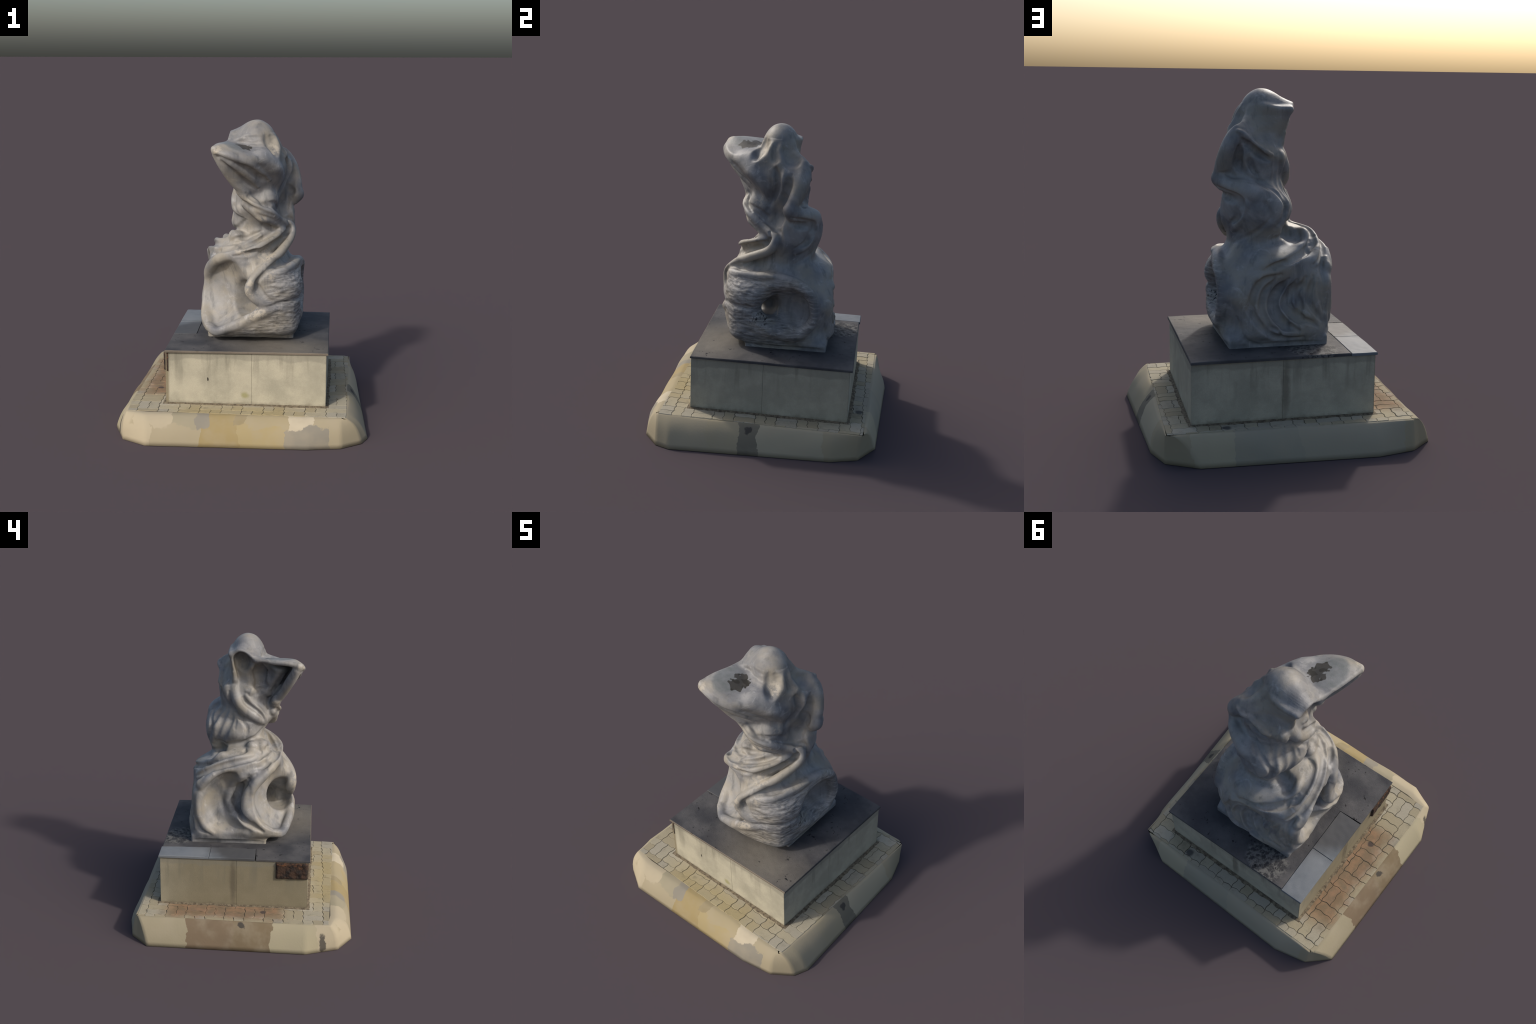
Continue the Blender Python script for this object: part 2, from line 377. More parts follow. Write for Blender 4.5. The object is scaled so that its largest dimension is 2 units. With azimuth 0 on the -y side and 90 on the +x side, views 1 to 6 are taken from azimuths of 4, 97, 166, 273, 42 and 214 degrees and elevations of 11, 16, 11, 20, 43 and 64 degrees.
def skirt_folds():
    # front: groove along the S-shaped edge, slit above the lip, hems on the lap
    groove([(0.276, -0.092, 1.135), (0.205, -0.226, 1.095), (0.145, -0.294, 1.055), (0.108, -0.338, 1.01), (0.094, -0.353, 0.96),
            (0.108, -0.350, 0.915), (0.151, -0.336, 0.862), (0.20, -0.325, 0.82)], [0.012, 0.018, 0.022, 0.018, 0.012], lift=0.25)
    groove([(0.17, -0.332, 0.80), (0.26, -0.309, 0.822), (0.336, -0.250, 0.832), (0.372, -0.173, 0.832), (0.37, -0.10, 0.838)], [0.012, 0.014, 0.02])
    groove([(-0.16, -0.21, 1.165), (-0.087, -0.25, 1.192), (-0.006, -0.255, 1.205), (0.09, -0.225, 1.225), (0.173, -0.18, 1.262), (0.25, -0.11, 1.285)], 0.015)
    groove([(-0.12, -0.19, 1.215), (-0.037, -0.205, 1.232), (0.045, -0.18, 1.247), (0.117, -0.135, 1.275)], 0.012)
    groove([(0.0, -0.265, 1.15), (0.055, -0.253, 1.154), (0.147, -0.197, 1.19), (0.222, -0.11, 1.225), (0.275, -0.045, 1.26), (0.295, -0.01, 1.29), (0.28, -0.03, 1.32)], [0.02, 0.018, 0.018, 0.018, 0.014], lift=0.15)
    fold([(0.376, 0.007, 1.057), (0.306, -0.190, 1.042), (0.241, -0.268, 1.031), (0.180, -0.305, 1.027), (0.15, -0.31, 1.05)], 0.02, lift=-0.4)
    groove([(0.30, -0.14, 1.075), (0.24, -0.23, 1.065), (0.18, -0.27, 1.065)], 0.02)
    # side bowl: two troughs with a crest between
    groove([(-0.25, 0.0, 1.065), (-0.262, 0.10, 1.02), (-0.26, 0.17, 0.95), (-0.250, 0.208, 0.89), (-0.250, 0.215, 0.82), (-0.257, 0.18, 0.745),
            (-0.277, 0.08, 0.70), (-0.296, -0.04, 0.67)], [0.03, 0.05, 0.06, 0.06, 0.05, 0.03], lift=0.2, k=0.04)
    groove([(-0.25, -0.09, 1.075), (-0.265, -0.02, 1.02), (-0.275, 0.03, 0.94), (-0.272, 0.04, 0.865), (-0.285, 0.0, 0.79), (-0.293, -0.07, 0.72),
            (-0.28, -0.14, 0.665)], [0.03, 0.048, 0.055, 0.045, 0.028, 0.018], lift=0.0, k=0.02)
    groove([(-0.262, 0.31, 0.97), (-0.252, 0.338, 0.88), (-0.25, 0.34, 0.80), (-0.257, 0.332, 0.72), (-0.270, 0.298, 0.657), (-0.279, 0.24, 0.63)], [0.010, 0.014, 0.018, 0.018])
    roll([(-0.05, -0.245, 1.165), (-0.14, -0.22, 1.13), (-0.215, -0.17, 1.075), (-0.26, -0.10, 1.01), (-0.28, -0.04, 0.94),
          (-0.29, -0.025, 0.85), (-0.295, -0.045, 0.77), (-0.285, -0.11, 0.705), (-0.26, -0.19, 0.65)], [0.026, 0.032, 0.034, 0.03], k=0.025)
    # channels between the lap rolls
    groove([(-0.16, 0.345, 1.015), (-0.232, 0.265, 1.075), (-0.24, 0.098, 1.14), (-0.20, -0.034, 1.165), (-0.145, -0.11, 1.18), (-0.085, -0.12, 1.22)], [0.016, 0.022, 0.022, 0.018], lift=0.1)
    groove([(-0.19, 0.20, 1.145), (-0.195, 0.12, 1.18), (-0.16, 0.02, 1.20), (-0.10, -0.01, 1.22)], [0.016, 0.02, 0.018], lift=0.1)
    groove([(-0.23, -0.09, 1.115), (-0.20, -0.14, 1.13), (-0.13, -0.20, 1.16), (-0.06, -0.22, 1.20), (-0.02, -0.19, 1.24)], [0.014, 0.02, 0.018], lift=0.1)
    # crescents on the far side
    groove([(0.04, 0.363, 0.972), (0.146, 0.392, 0.942), (0.197, 0.387, 0.879), (0.217, 0.385, 0.800), (0.196, 0.386, 0.729), (0.141, 0.384, 0.661),
            (0.063, 0.380, 0.62), (-0.09, 0.382, 0.61)], [0.016, 0.022, 0.022, 0.014], lift=-0.1)
    groove([(0.07, 0.363, 0.945), (0.139, 0.367, 0.878), (0.160, 0.366, 0.809), (0.148, 0.366, 0.738), (0.104, 0.367, 0.676), (0.033, 0.369, 0.64)], [0.014, 0.018, 0.014], lift=0.0)
    groove([(-0.005, 0.353, 0.940), (0.058, 0.347, 0.870), (0.084, 0.345, 0.795), (0.062, 0.348, 0.724), (0.008, 0.354, 0.673), (-0.06, 0.364, 0.642)], [0.024, 0.038, 0.028], lift=-0.15)
    groove([(-0.054, 0.352, 0.930), (-0.016, 0.337, 0.848), (-0.006, 0.336, 0.789), (-0.033, 0.341, 0.729), (-0.10, 0.358, 0.67)], [0.022, 0.034, 0.022], lift=-0.1)
    groove([(-0.110, 0.356, 0.945), (-0.072, 0.343, 0.864), (-0.074, 0.337, 0.786), (-0.103, 0.350, 0.722), (-0.175, 0.370, 0.655)], [0.018, 0.022, 0.014], lift=0.0)
    groove([(-0.155, 0.356, 0.945), (-0.135, 0.35, 0.85), (-0.145, 0.35, 0.77), (-0.20, 0.36, 0.69)], 0.015, lift=0.0)
    groove([(-0.185, 0.362, 0.93), (-0.188, 0.358, 0.84), (-0.21, 0.353, 0.77), (-0.243, 0.345, 0.72)], 0.014)
    groove([(-0.235, 0.30, 1.05), (-0.219, 0.341, 0.977), (-0.222, 0.359, 0.872), (-0.225, 0.353, 0.78)], 0.015)
    fold([(-0.255, 0.29, 1.05), (-0.25, 0.335, 0.96), (-0.255, 0.345, 0.85), (-0.26, 0.34, 0.74), (-0.255, 0.345, 0.66)], 0.02)
    groove([(0.14, 0.37, 0.99), (0.078, 0.36, 1.007), (-0.007, 0.345, 1.038), (-0.096, 0.329, 1.066), (-0.15, 0.281, 1.09)], [0.012, 0.018, 0.016])
    ellipsoid((-0.07, 0.205, 1.185), (0.09, 0.055, 0.06), k=0.04, cut=True, turn=-40)
    groove([(0.10, 0.375, 1.02), (0.0, 0.345, 1.045), (-0.11, 0.30, 1.085), (-0.18, 0.24, 1.125), (-0.205, 0.17, 1.155)], [0.012, 0.018, 0.018], lift=0.1)
    groove([(0.304, 0.369, 0.72), (0.284, 0.378, 0.656), (0.236, 0.380, 0.594), (0.158, 0.372, 0.56)], 0.012)


def veil_folds():
    # back: veil pleats between head and shoulders, spine, armpit
    fold([(0.20, -0.045, 1.87), (0.222, -0.055, 1.845), (0.225, -0.08, 1.813), (0.222, -0.125, 1.775)], [0.026, 0.036, 0.036], lift=-0.55, k=0.05)
    fold([(0.23, 0.018, 1.865), (0.252, 0.018, 1.836), (0.266, 0.013, 1.800), (0.278, 0.002, 1.765)], [0.018, 0.026, 0.026], lift=-0.5, k=0.05)
    fold([(0.16, 0.08, 1.89), (0.19, 0.11, 1.85), (0.215, 0.15, 1.815)], [0.014, 0.016, 0.016], lift=-0.5, k=0.04)
    groove([(0.175, -0.085, 1.89), (0.188, -0.105, 1.86), (0.195, -0.129, 1.826), (0.205, -0.165, 1.795)], [0.022, 0.03, 0.022], lift=0.5, k=0.04)
    groove([(0.22, -0.016, 1.88), (0.245, -0.022, 1.835), (0.262, -0.025, 1.79)], 0.022, lift=0.55, k=0.03)
    groove([(0.23, 0.052, 1.87), (0.255, 0.075, 1.824), (0.272, 0.122, 1.805)], 0.03, lift=0.4, k=0.04)
    groove([(0.292, -0.02, 1.735), (0.307, 0.005, 1.674), (0.304, 0.005, 1.625), (0.298, -0.02, 1.58), (0.286, -0.052, 1.525), (0.286, -0.06, 1.46)], [0.014, 0.02, 0.024, 0.016], k=0.03)
    fold([(0.30, 0.045, 1.74), (0.311, 0.040, 1.672), (0.306, 0.042, 1.617), (0.301, 0.044, 1.55)], 0.014)
    groove([(0.323, 0.090, 1.715), (0.315, 0.075, 1.648), (0.30, 0.058, 1.590), (0.30, 0.05, 1.535), (0.30, 0.05, 1.48)], [0.02, 0.03, 0.034, 0.026], lift=0.15, k=0.02)
    # below the forearm
    groove([(0.315, 0.085, 1.43), (0.305, 0.14, 1.40), (0.27, 0.18, 1.39), (0.23, 0.20, 1.36), (0.235, 0.195, 1.30), (0.265, 0.17, 1.255)], [0.018, 0.024, 0.02, 0.012], lift=0.2, k=0.02)
    fold([(0.305, 0.06, 1.43), (0.302, 0.066, 1.37), (0.304, 0.075, 1.32), (0.305, 0.075, 1.26), (0.28, 0.05, 1.19)], 0.016)
    fold([(0.21, 0.235, 1.40), (0.20, 0.235, 1.35), (0.215, 0.22, 1.29), (0.25, 0.19, 1.235), (0.28, 0.14, 1.19)], 0.018)
    groove([(0.277, 0.148, 1.126), (0.212, 0.225, 1.164), (0.140, 0.262, 1.217), (0.094, 0.273, 1.27)], 0.012)
    groove([(0.15, -0.19, 1.475), (0.21, -0.155, 1.46), (0.283, -0.058, 1.405), (0.300, 0.011, 1.355), (0.306, 0.045, 1.33)], [0.012, 0.016, 0.014])
    # side under the raised arm: stretched pleats from elbow to waist
    fold([(-0.152, -0.390, 1.82), (-0.072, -0.392, 1.796), (-0.002, -0.372, 1.769), (0.066, -0.330, 1.735), (0.117, -0.252, 1.68), (0.165, -0.175, 1.63)], [0.014, 0.016, 0.016, 0.014])
    groove([(-0.148, -0.385, 1.79), (-0.089, -0.365, 1.738), (-0.027, -0.318, 1.682), (0.030, -0.258, 1.623), (0.093, -0.195, 1.563)], [0.014, 0.024, 0.028, 0.018], lift=0.2)
    groove([(-0.04, -0.368, 1.752), (0.035, -0.330, 1.712), (0.087, -0.270, 1.667), (0.15, -0.185, 1.625)], [0.014, 0.024, 0.024], lift=0.2)
    fold([(-0.13, -0.385, 1.775), (-0.04, -0.350, 1.715), (0.041, -0.273, 1.646), (0.093, -0.201, 1.585)], 0.016)
    groove([(0.0, -0.215, 1.495), (0.048, -0.229, 1.457), (0.122, -0.234, 1.422), (0.198, -0.179, 1.385)], 0.014)
    groove([(0.017, -0.233, 1.54), (0.086, -0.240, 1.492), (0.146, -0.20, 1.462), (0.203, -0.176, 1.44)], 0.012)
    # far side: hem of the veil over the breast, breast, pleats to the forearm
    fold([(0.262, 0.212, 1.775), (0.208, 0.227, 1.735), (0.157, 0.209, 1.69), (0.112, 0.197, 1.657), (0.06, 0.185, 1.63)], [0.012, 0.014, 0.014])
    groove([(0.225, 0.225, 1.715), (0.18, 0.215, 1.68), (0.133, 0.196, 1.64), (0.090, 0.189, 1.605)], [0.014, 0.022, 0.018], k=0.03)
    ellipsoid((0.005, 0.125, 1.61), (0.045, 0.04, 0.045), k=0.04)
    groove([(0.006, 0.152, 1.63), (0.0, 0.15, 1.571), (-0.022, 0.145, 1.518), (-0.05, 0.11, 1.47)], 0.012)
    groove([(0.19, 0.193, 1.63), (0.16, 0.193, 1.548), (0.126, 0.225, 1.493), (0.086, 0.262, 1.46)], [0.012, 0.018, 0.014])
    groove([(0.25, 0.205, 1.67), (0.25, 0.19, 1.601), (0.24, 0.185, 1.55), (0.204, 0.193, 1.515)], [0.016, 0.026, 0.022], k=0.02)
    groove([(0.12, 0.293, 1.37), (0.095, 0.282, 1.32), (0.074, 0.272, 1.27)], 0.015, k=0.02)
    groove([(0.07, 0.24, 1.15), (0.0, 0.19, 1.165), (-0.05, 0.155, 1.20)], 0.014)
    # front: the hanging edge of the hood, belly pleats, folds inside the breast
    fold([(-0.045, 0.088, 1.75), (-0.033, 0.082, 1.64), (-0.050, 0.055, 1.545), (-0.060, 0.0, 1.485), (-0.066, -0.07, 1.44), (-0.02, -0.135, 1.38)], [0.018, 0.026, 0.035, 0.036, 0.028], k=0.02)
    groove([(-0.022, 0.12, 1.61), (-0.042, 0.10, 1.515), (-0.062, 0.052, 1.448), (-0.073, 0.0, 1.418), (-0.068, -0.055, 1.405)], [0.012, 0.016, 0.018, 0.012])
    groove([(0.035, 0.165, 1.60), (0.02, 0.185, 1.53), (-0.01, 0.215, 1.45), (-0.02, 0.235, 1.38), (0.0, 0.25, 1.30), (0.05, 0.255, 1.23)], [0.012, 0.016, 0.018, 0.012], k=0.025)
    groove([(0.0, 0.15, 1.58), (-0.02, 0.15, 1.50), (-0.045, 0.17, 1.42), (-0.06, 0.185, 1.35), (-0.045, 0.20, 1.28), (0.0, 0.225, 1.21)], [0.012, 0.018, 0.018, 0.012], k=0.025)
    groove([(-0.035, 0.11, 1.54), (-0.055, 0.105, 1.46), (-0.08, 0.12, 1.38), (-0.07, 0.15, 1.30), (-0.03, 0.19, 1.22)], [0.012, 0.016, 0.018, 0.012], k=0.025)
    groove([(-0.046, 0.095, 1.51), (-0.068, 0.072, 1.436), (-0.079, 0.07, 1.35)], 0.008)
    groove([(-0.055, 0.075, 1.462), (-0.076, 0.025, 1.417), (-0.076, -0.01, 1.359), (-0.070, 0.0, 1.30)], [0.010, 0.014, 0.012])
    groove([(-0.04, 0.19, 1.215), (-0.085, 0.10, 1.235), (-0.075, 0.0, 1.25), (-0.035, -0.08, 1.295), (0.01, -0.13, 1.345)], [0.014, 0.02, 0.018])
    fold([(-0.045, -0.005, 1.62), (0.02, -0.06, 1.59), (0.043, -0.140, 1.60), (0.028, -0.207, 1.656), (-0.043, -0.255, 1.744)], 0.014, lift=0)
    fold([(-0.051, 0.000, 1.59), (-0.046, -0.045, 1.533), (-0.038, -0.101, 1.473), (-0.025, -0.145, 1.40)], 0.014, lift=0)
    groove([(-0.051, 0.022, 1.57), (-0.054, -0.005, 1.518), (-0.055, -0.05, 1.487), (-0.053, -0.114, 1.42)], 0.012)


def finishing():
    # the S-shaped edge stands clear of the bulb and overhangs the shell
    tube([(-0.02, -0.29, 0.80), (0.05, -0.275, 0.79), (0.11, -0.25, 0.77)], [0.05, 0.055, 0.04], k=0.02, cut=True)
    roll([(0.265, -0.17, 1.15), (0.19, -0.265, 1.095), (0.125, -0.33, 1.035), (0.07, -0.36, 0.985), (0.045, -0.368, 0.93),
          (0.06, -0.362, 0.885), (0.105, -0.352, 0.845), (0.165, -0.32, 0.815), (0.22, -0.30, 0.80)], [0.024, 0.026, 0.028, 0.026, 0.018], k=0.012)
    groove([(0.225, -0.225, 1.085), (0.165, -0.30, 1.04), (0.12, -0.343, 0.995), (0.104, -0.35, 0.955), (0.118, -0.352, 0.91),
            (0.155, -0.345, 0.87), (0.20, -0.33, 0.835)], [0.010, 0.014, 0.016, 0.014, 0.010], lift=0.3)
    # soften the pits where rolls run into one another
    for c, r in (((-0.03, -0.11, 1.225), .035), ((0.225, -0.07, 1.275), .03), ((-0.06, -0.11, 1.22), .03), ((-0.08, -0.045, 1.225), .03)):
        ellipsoid(c, (r, r, r), k=0.04)
    # sharpen the lines between the lap folds, round the forearm and under the veil
    groove([(-0.15, -0.20, 1.15), (-0.10, -0.225, 1.165), (-0.025, -0.225, 1.192), (0.059, -0.195, 1.21), (0.15, -0.15, 1.245), (0.225, -0.10, 1.285)], [0.012, 0.018, 0.018, 0.012], lift=0.05)
    groove([(-0.13, -0.14, 1.185), (-0.047, -0.16, 1.225), (0.02, -0.15, 1.235), (0.10, -0.13, 1.265)], [0.012, 0.016, 0.012], lift=0.1)
    groove([(-0.06, -0.262, 1.125), (0.043, -0.262, 1.145), (0.138, -0.235, 1.18), (0.208, -0.175, 1.205), (0.255, -0.11, 1.23), (0.285, -0.045, 1.255), (0.30, -0.015, 1.29), (0.285, -0.03, 1.325)], [0.012, 0.016, 0.018, 0.016, 0.012], lift=0.05)
    groove([(0.345, 0.15, 1.535), (0.275, 0.18, 1.52), (0.19, 0.205, 1.505), (0.115, 0.205, 1.485), (0.06, 0.215, 1.45)], [0.010, 0.014, 0.012], lift=0.35)
    groove([(0.375, 0.115, 1.45), (0.335, 0.19, 1.425), (0.285, 0.235, 1.395), (0.25, 0.25, 1.36), (0.25, 0.245, 1.31), (0.275, 0.20, 1.265), (0.30, 0.14, 1.23)], [0.012, 0.02, 0.024, 0.02, 0.012], lift=0.1)
    groove([(0.12, 0.21, 1.475), (0.067, 0.238, 1.44), (0.02, 0.25, 1.40), (-0.01, 0.245, 1.34), (0.0, 0.245, 1.28)], [0.010, 0.014, 0.012], lift=0.2)
    groove([(0.12, 0.375, 1.01), (0.054, 0.364, 1.03), (-0.027, 0.36, 1.047), (-0.114, 0.304, 1.075), (-0.175, 0.225, 1.115)], [0.012, 0.018, 0.016], lift=0.0)
    groove([(0.14, -0.10, 1.905), (0.152, -0.122, 1.858), (0.172, -0.142, 1.82), (0.20, -0.142, 1.785)], [0.014, 0.02, 0.014], lift=0.3, k=0.03)
    # crest and troughs sweeping through the side bowl, and its rounded left rim
    tube([(-0.225, 0.0, 1.05), (-0.18, 0.065, 0.985), (-0.165, 0.105, 0.905), (-0.17, 0.105, 0.83), (-0.205, 0.06, 0.765), (-0.25, -0.025, 0.705), (-0.255, -0.12, 0.65)],
         [0.014, 0.02, 0.022, 0.022, 0.022, 0.018, 0.012], k=0.045)
    groove([(-0.235, -0.035, 1.03), (-0.195, 0.02, 0.97), (-0.175, 0.045, 0.89), (-0.19, 0.045, 0.83), (-0.235, 0.0, 0.77), (-0.28, -0.075, 0.705), (-0.28, -0.14, 0.66)],
           [0.016, 0.024, 0.028, 0.026, 0.02, 0.012], lift=0.0, k=0.02)
    fold([(-0.281, 0.210, 1.075), (-0.277, 0.272, 1.011), (-0.266, 0.305, 0.927), (-0.266, 0.318, 0.842), (-0.270, 0.305, 0.753), (-0.275, 0.27, 0.68), (-0.283, 0.21, 0.635)],
         [0.012, 0.018, 0.02, 0.02, 0.018], k=0.025)
    groove([(-0.02, -0.19, 1.215), (-0.10, -0.155, 1.18), (-0.19, -0.09, 1.15)], [0.010, 0.014, 0.010], lift=0.1)
    # veil hem and the hollow beside the hanging arm
    fold([(0.255, 0.212, 1.772), (0.20, 0.205, 1.732), (0.145, 0.195, 1.682), (0.10, 0.195, 1.655), (0.055, 0.185, 1.635)], [0.010, 0.016, 0.018, 0.014], lift=-0.1)
    groove([(0.215, 0.205, 1.715), (0.165, 0.195, 1.675), (0.115, 0.19, 1.635), (0.075, 0.185, 1.60)], [0.012, 0.018, 0.014], lift=0.2)
    groove([(0.245, 0.210, 1.70), (0.25, 0.192, 1.642), (0.25, 0.17, 1.579), (0.235, 0.17, 1.54)], [0.014, 0.024, 0.026, 0.016], lift=0.05)
    groove([(0.196, 0.199, 1.62), (0.173, 0.192, 1.56), (0.135, 0.19, 1.51)], [0.010, 0.014, 0.010], lift=0.15)
    # spine and inner edge of that arm
    groove([(0.273, -0.008, 1.745), (0.276, 0.005, 1.684), (0.267, 0.005, 1.618), (0.236, -0.016, 1.555), (0.217, -0.045, 1.50)], [0.010, 0.014, 0.016, 0.012], lift=0.2)
    # pleats hanging inside the breast
    fold([(-0.06, -0.06, 1.80), (-0.035, -0.06, 1.74), (-0.03, -0.06, 1.67), (-0.04, -0.03, 1.60)], [0.012, 0.014, 0.012])
    fold([(-0.075, -0.12, 1.80), (-0.04, -0.12, 1.74), (-0.04, -0.13, 1.68)], [0.010, 0.012, 0.010])


def sculpt():
    lower_mass()
    torso_mass()
    arms()
    head_and_hood()
    hollows()
    great_folds()
    skirt_folds()
    veil_folds()
    finishing()
# ---------------------------------------------------------------- building
import bpy, random
from mathutils import Vector, noise
rng = random.Random(7)


def link(ob, parent=None):
    bpy.context.scene.collection.objects.link(ob)
    if parent:
        ob.parent = parent
    return ob


def mesh_object(name, verts, faces, mat, parent, smooth=False):
    me = bpy.data.meshes.new(name)
    me.from_pydata([tuple(v) for v in verts], [], [tuple(int(i) for i in f) for f in faces])
    me.validate()
    if smooth:
        me.polygons.foreach_set("use_smooth", [True] * len(me.polygons))
    if mat:
        me.materials.append(mat)
    return link(bpy.data.objects.new(name, me), parent)


# ---------------------------------------------------------------- materials
class Nodes:
    """small helper to write node trees as expressions"""

    def __init__(self, name, rough=0.85):
        self.mat = bpy.data.materials.new(name)
        self.mat.use_nodes = True
        self.t = self.mat.node_tree
        self.bsdf = self.t.nodes["Principled BSDF"]
        self.bsdf.inputs["Roughness"].default_value = rough
        self.bsdf.inputs["Specular IOR Level"].default_value = 0.25
        self.pos = self.t.nodes.new("ShaderNodeTexCoord").outputs["Object"]

    def put(self, sock, val):
        if hasattr(val, "is_linked") or isinstance(val, bpy.types.NodeSocket):
            self.t.links.new(val, sock)
        elif isinstance(val, tuple) and len(val) == 3 and sock.type == 'RGBA':
            sock.default_value = (*val, 1)
        else:
            sock.default_value = val

    def math(self, op, a, b=0.0, clamp=False):
        n = self.t.nodes.new("ShaderNodeMath")
        n.operation = op
        n.use_clamp = clamp
        self.put(n.inputs[0], a)
        self.put(n.inputs[1], b)
        return n.outputs[0]

    def ramp(self, v, lo, hi):
        n = self.t.nodes.new("ShaderNodeMapRange")
        n.interpolation_type = 'SMOOTHSTEP'
        self.put(n.inputs["Value"], v)
        n.inputs["From Min"].default_value = lo
        n.inputs["From Max"].default_value = hi
        return n.outputs["Result"]

    def stretch(self, sx, sy, sz, v=None):
        n = self.t.nodes.new("ShaderNodeMapping")
        self.put(n.inputs["Vector"], v or self.pos)
        n.inputs["Scale"].default_value = (sx, sy, sz)
        return n.outputs[0]

    def noise(self, scale, detail=4.0, rough=0.55, v=None, out="Fac", dist=0.0):
        n = self.t.nodes.new("ShaderNodeTexNoise")
        self.put(n.inputs["Vector"], v or self.pos)
        n.inputs["Scale"].default_value = scale
        n.inputs["Detail"].default_value = detail
        n.inputs["Roughness"].default_value = rough
        n.inputs["Distortion"].default_value = dist
        return n.outputs[out]

    def cells(self, scale, v=None, out="Distance", feature='F1'):
        n = self.t.nodes.new("ShaderNodeTexVoronoi")
        n.feature = feature
        self.put(n.inputs["Vector"], v or self.pos)
        n.inputs["Scale"].default_value = scale
        return n.outputs[out]

    def mix(self, f, a, b, mode='MIX'):
        n = self.t.nodes.new("ShaderNodeMix")
        n.data_type = 'RGBA'
        n.blend_type = mode
        self.put(n.inputs[0], f)
        self.put(n.inputs[6], a)
        self.put(n.inputs[7], b)
        return n.outputs[2]

    def xyz(self, v=None):
        n = self.t.nodes.new("ShaderNodeSeparateXYZ")
        self.put(n.inputs[0], v or self.pos)
        return n.outputs

    def shift(self, amount, scale, v=None, detail=3.0):
        """position pushed about by noise, for ragged edges"""
        n = self.t.nodes.new("ShaderNodeVectorMath")
        n.operation = 'MULTIPLY_ADD'
        self.put(n.inputs[0], self.noise(scale, detail, 0.6, out="Color"))
        n.inputs[1].default_value = (amount,) * 3
        self.put(n.inputs[2], v or self.pos)
        m = self.t.nodes.new("ShaderNodeVectorMath")
        m.operation = 'SUBTRACT'
        self.put(m.inputs[0], n.outputs[0])
        m.inputs[1].default_value = (amount * 0.5,) * 3
        return m.outputs[0]

    def ball(self, c, r, soft=0.4, v=None, scale=(1, 1, 1)):
        n = self.t.nodes.new("ShaderNodeVectorMath")
        n.operation = 'SUBTRACT'
        self.put(n.inputs[0], v or self.pos)
        n.inputs[1].default_value = c
        m = self.t.nodes.new("ShaderNodeVectorMath")
        m.operation = 'MULTIPLY'
        self.put(m.inputs[0], n.outputs[0])
        m.inputs[1].default_value = scale
        k = self.t.nodes.new("ShaderNodeVectorMath")
        k.operation = 'LENGTH'
        self.put(k.inputs[0], m.outputs[0])
        return self.math('SUBTRACT', 1.0, self.ramp(k.outputs["Value"], r * (1 - soft), r), True)

    def steps(self, v, stops, mode='CONSTANT'):
        n = self.t.nodes.new("ShaderNodeValToRGB")
        n.color_ramp.interpolation = mode
        e = n.color_ramp.elements
        while len(e) < len(stops):
            e.new(0.5)
        for el, (p, c) in zip(e, stops):
            el.position = p
            el.color = (*c, 1)
        self.put(n.inputs[0], v)
        return n.outputs[0]

    def bump(self, h, strength=0.4, dist=0.004):
        n = self.t.nodes.new("ShaderNodeBump")
        n.inputs["Strength"].default_value = strength
        n.inputs["Distance"].default_value = dist
        self.put(n.inputs["Height"], h)
        self.t.links.new(n.outputs[0], self.bsdf.inputs["Normal"])

    def done(self, col):
        self.put(self.bsdf.inputs["Base Color"], col)
        return self.mat


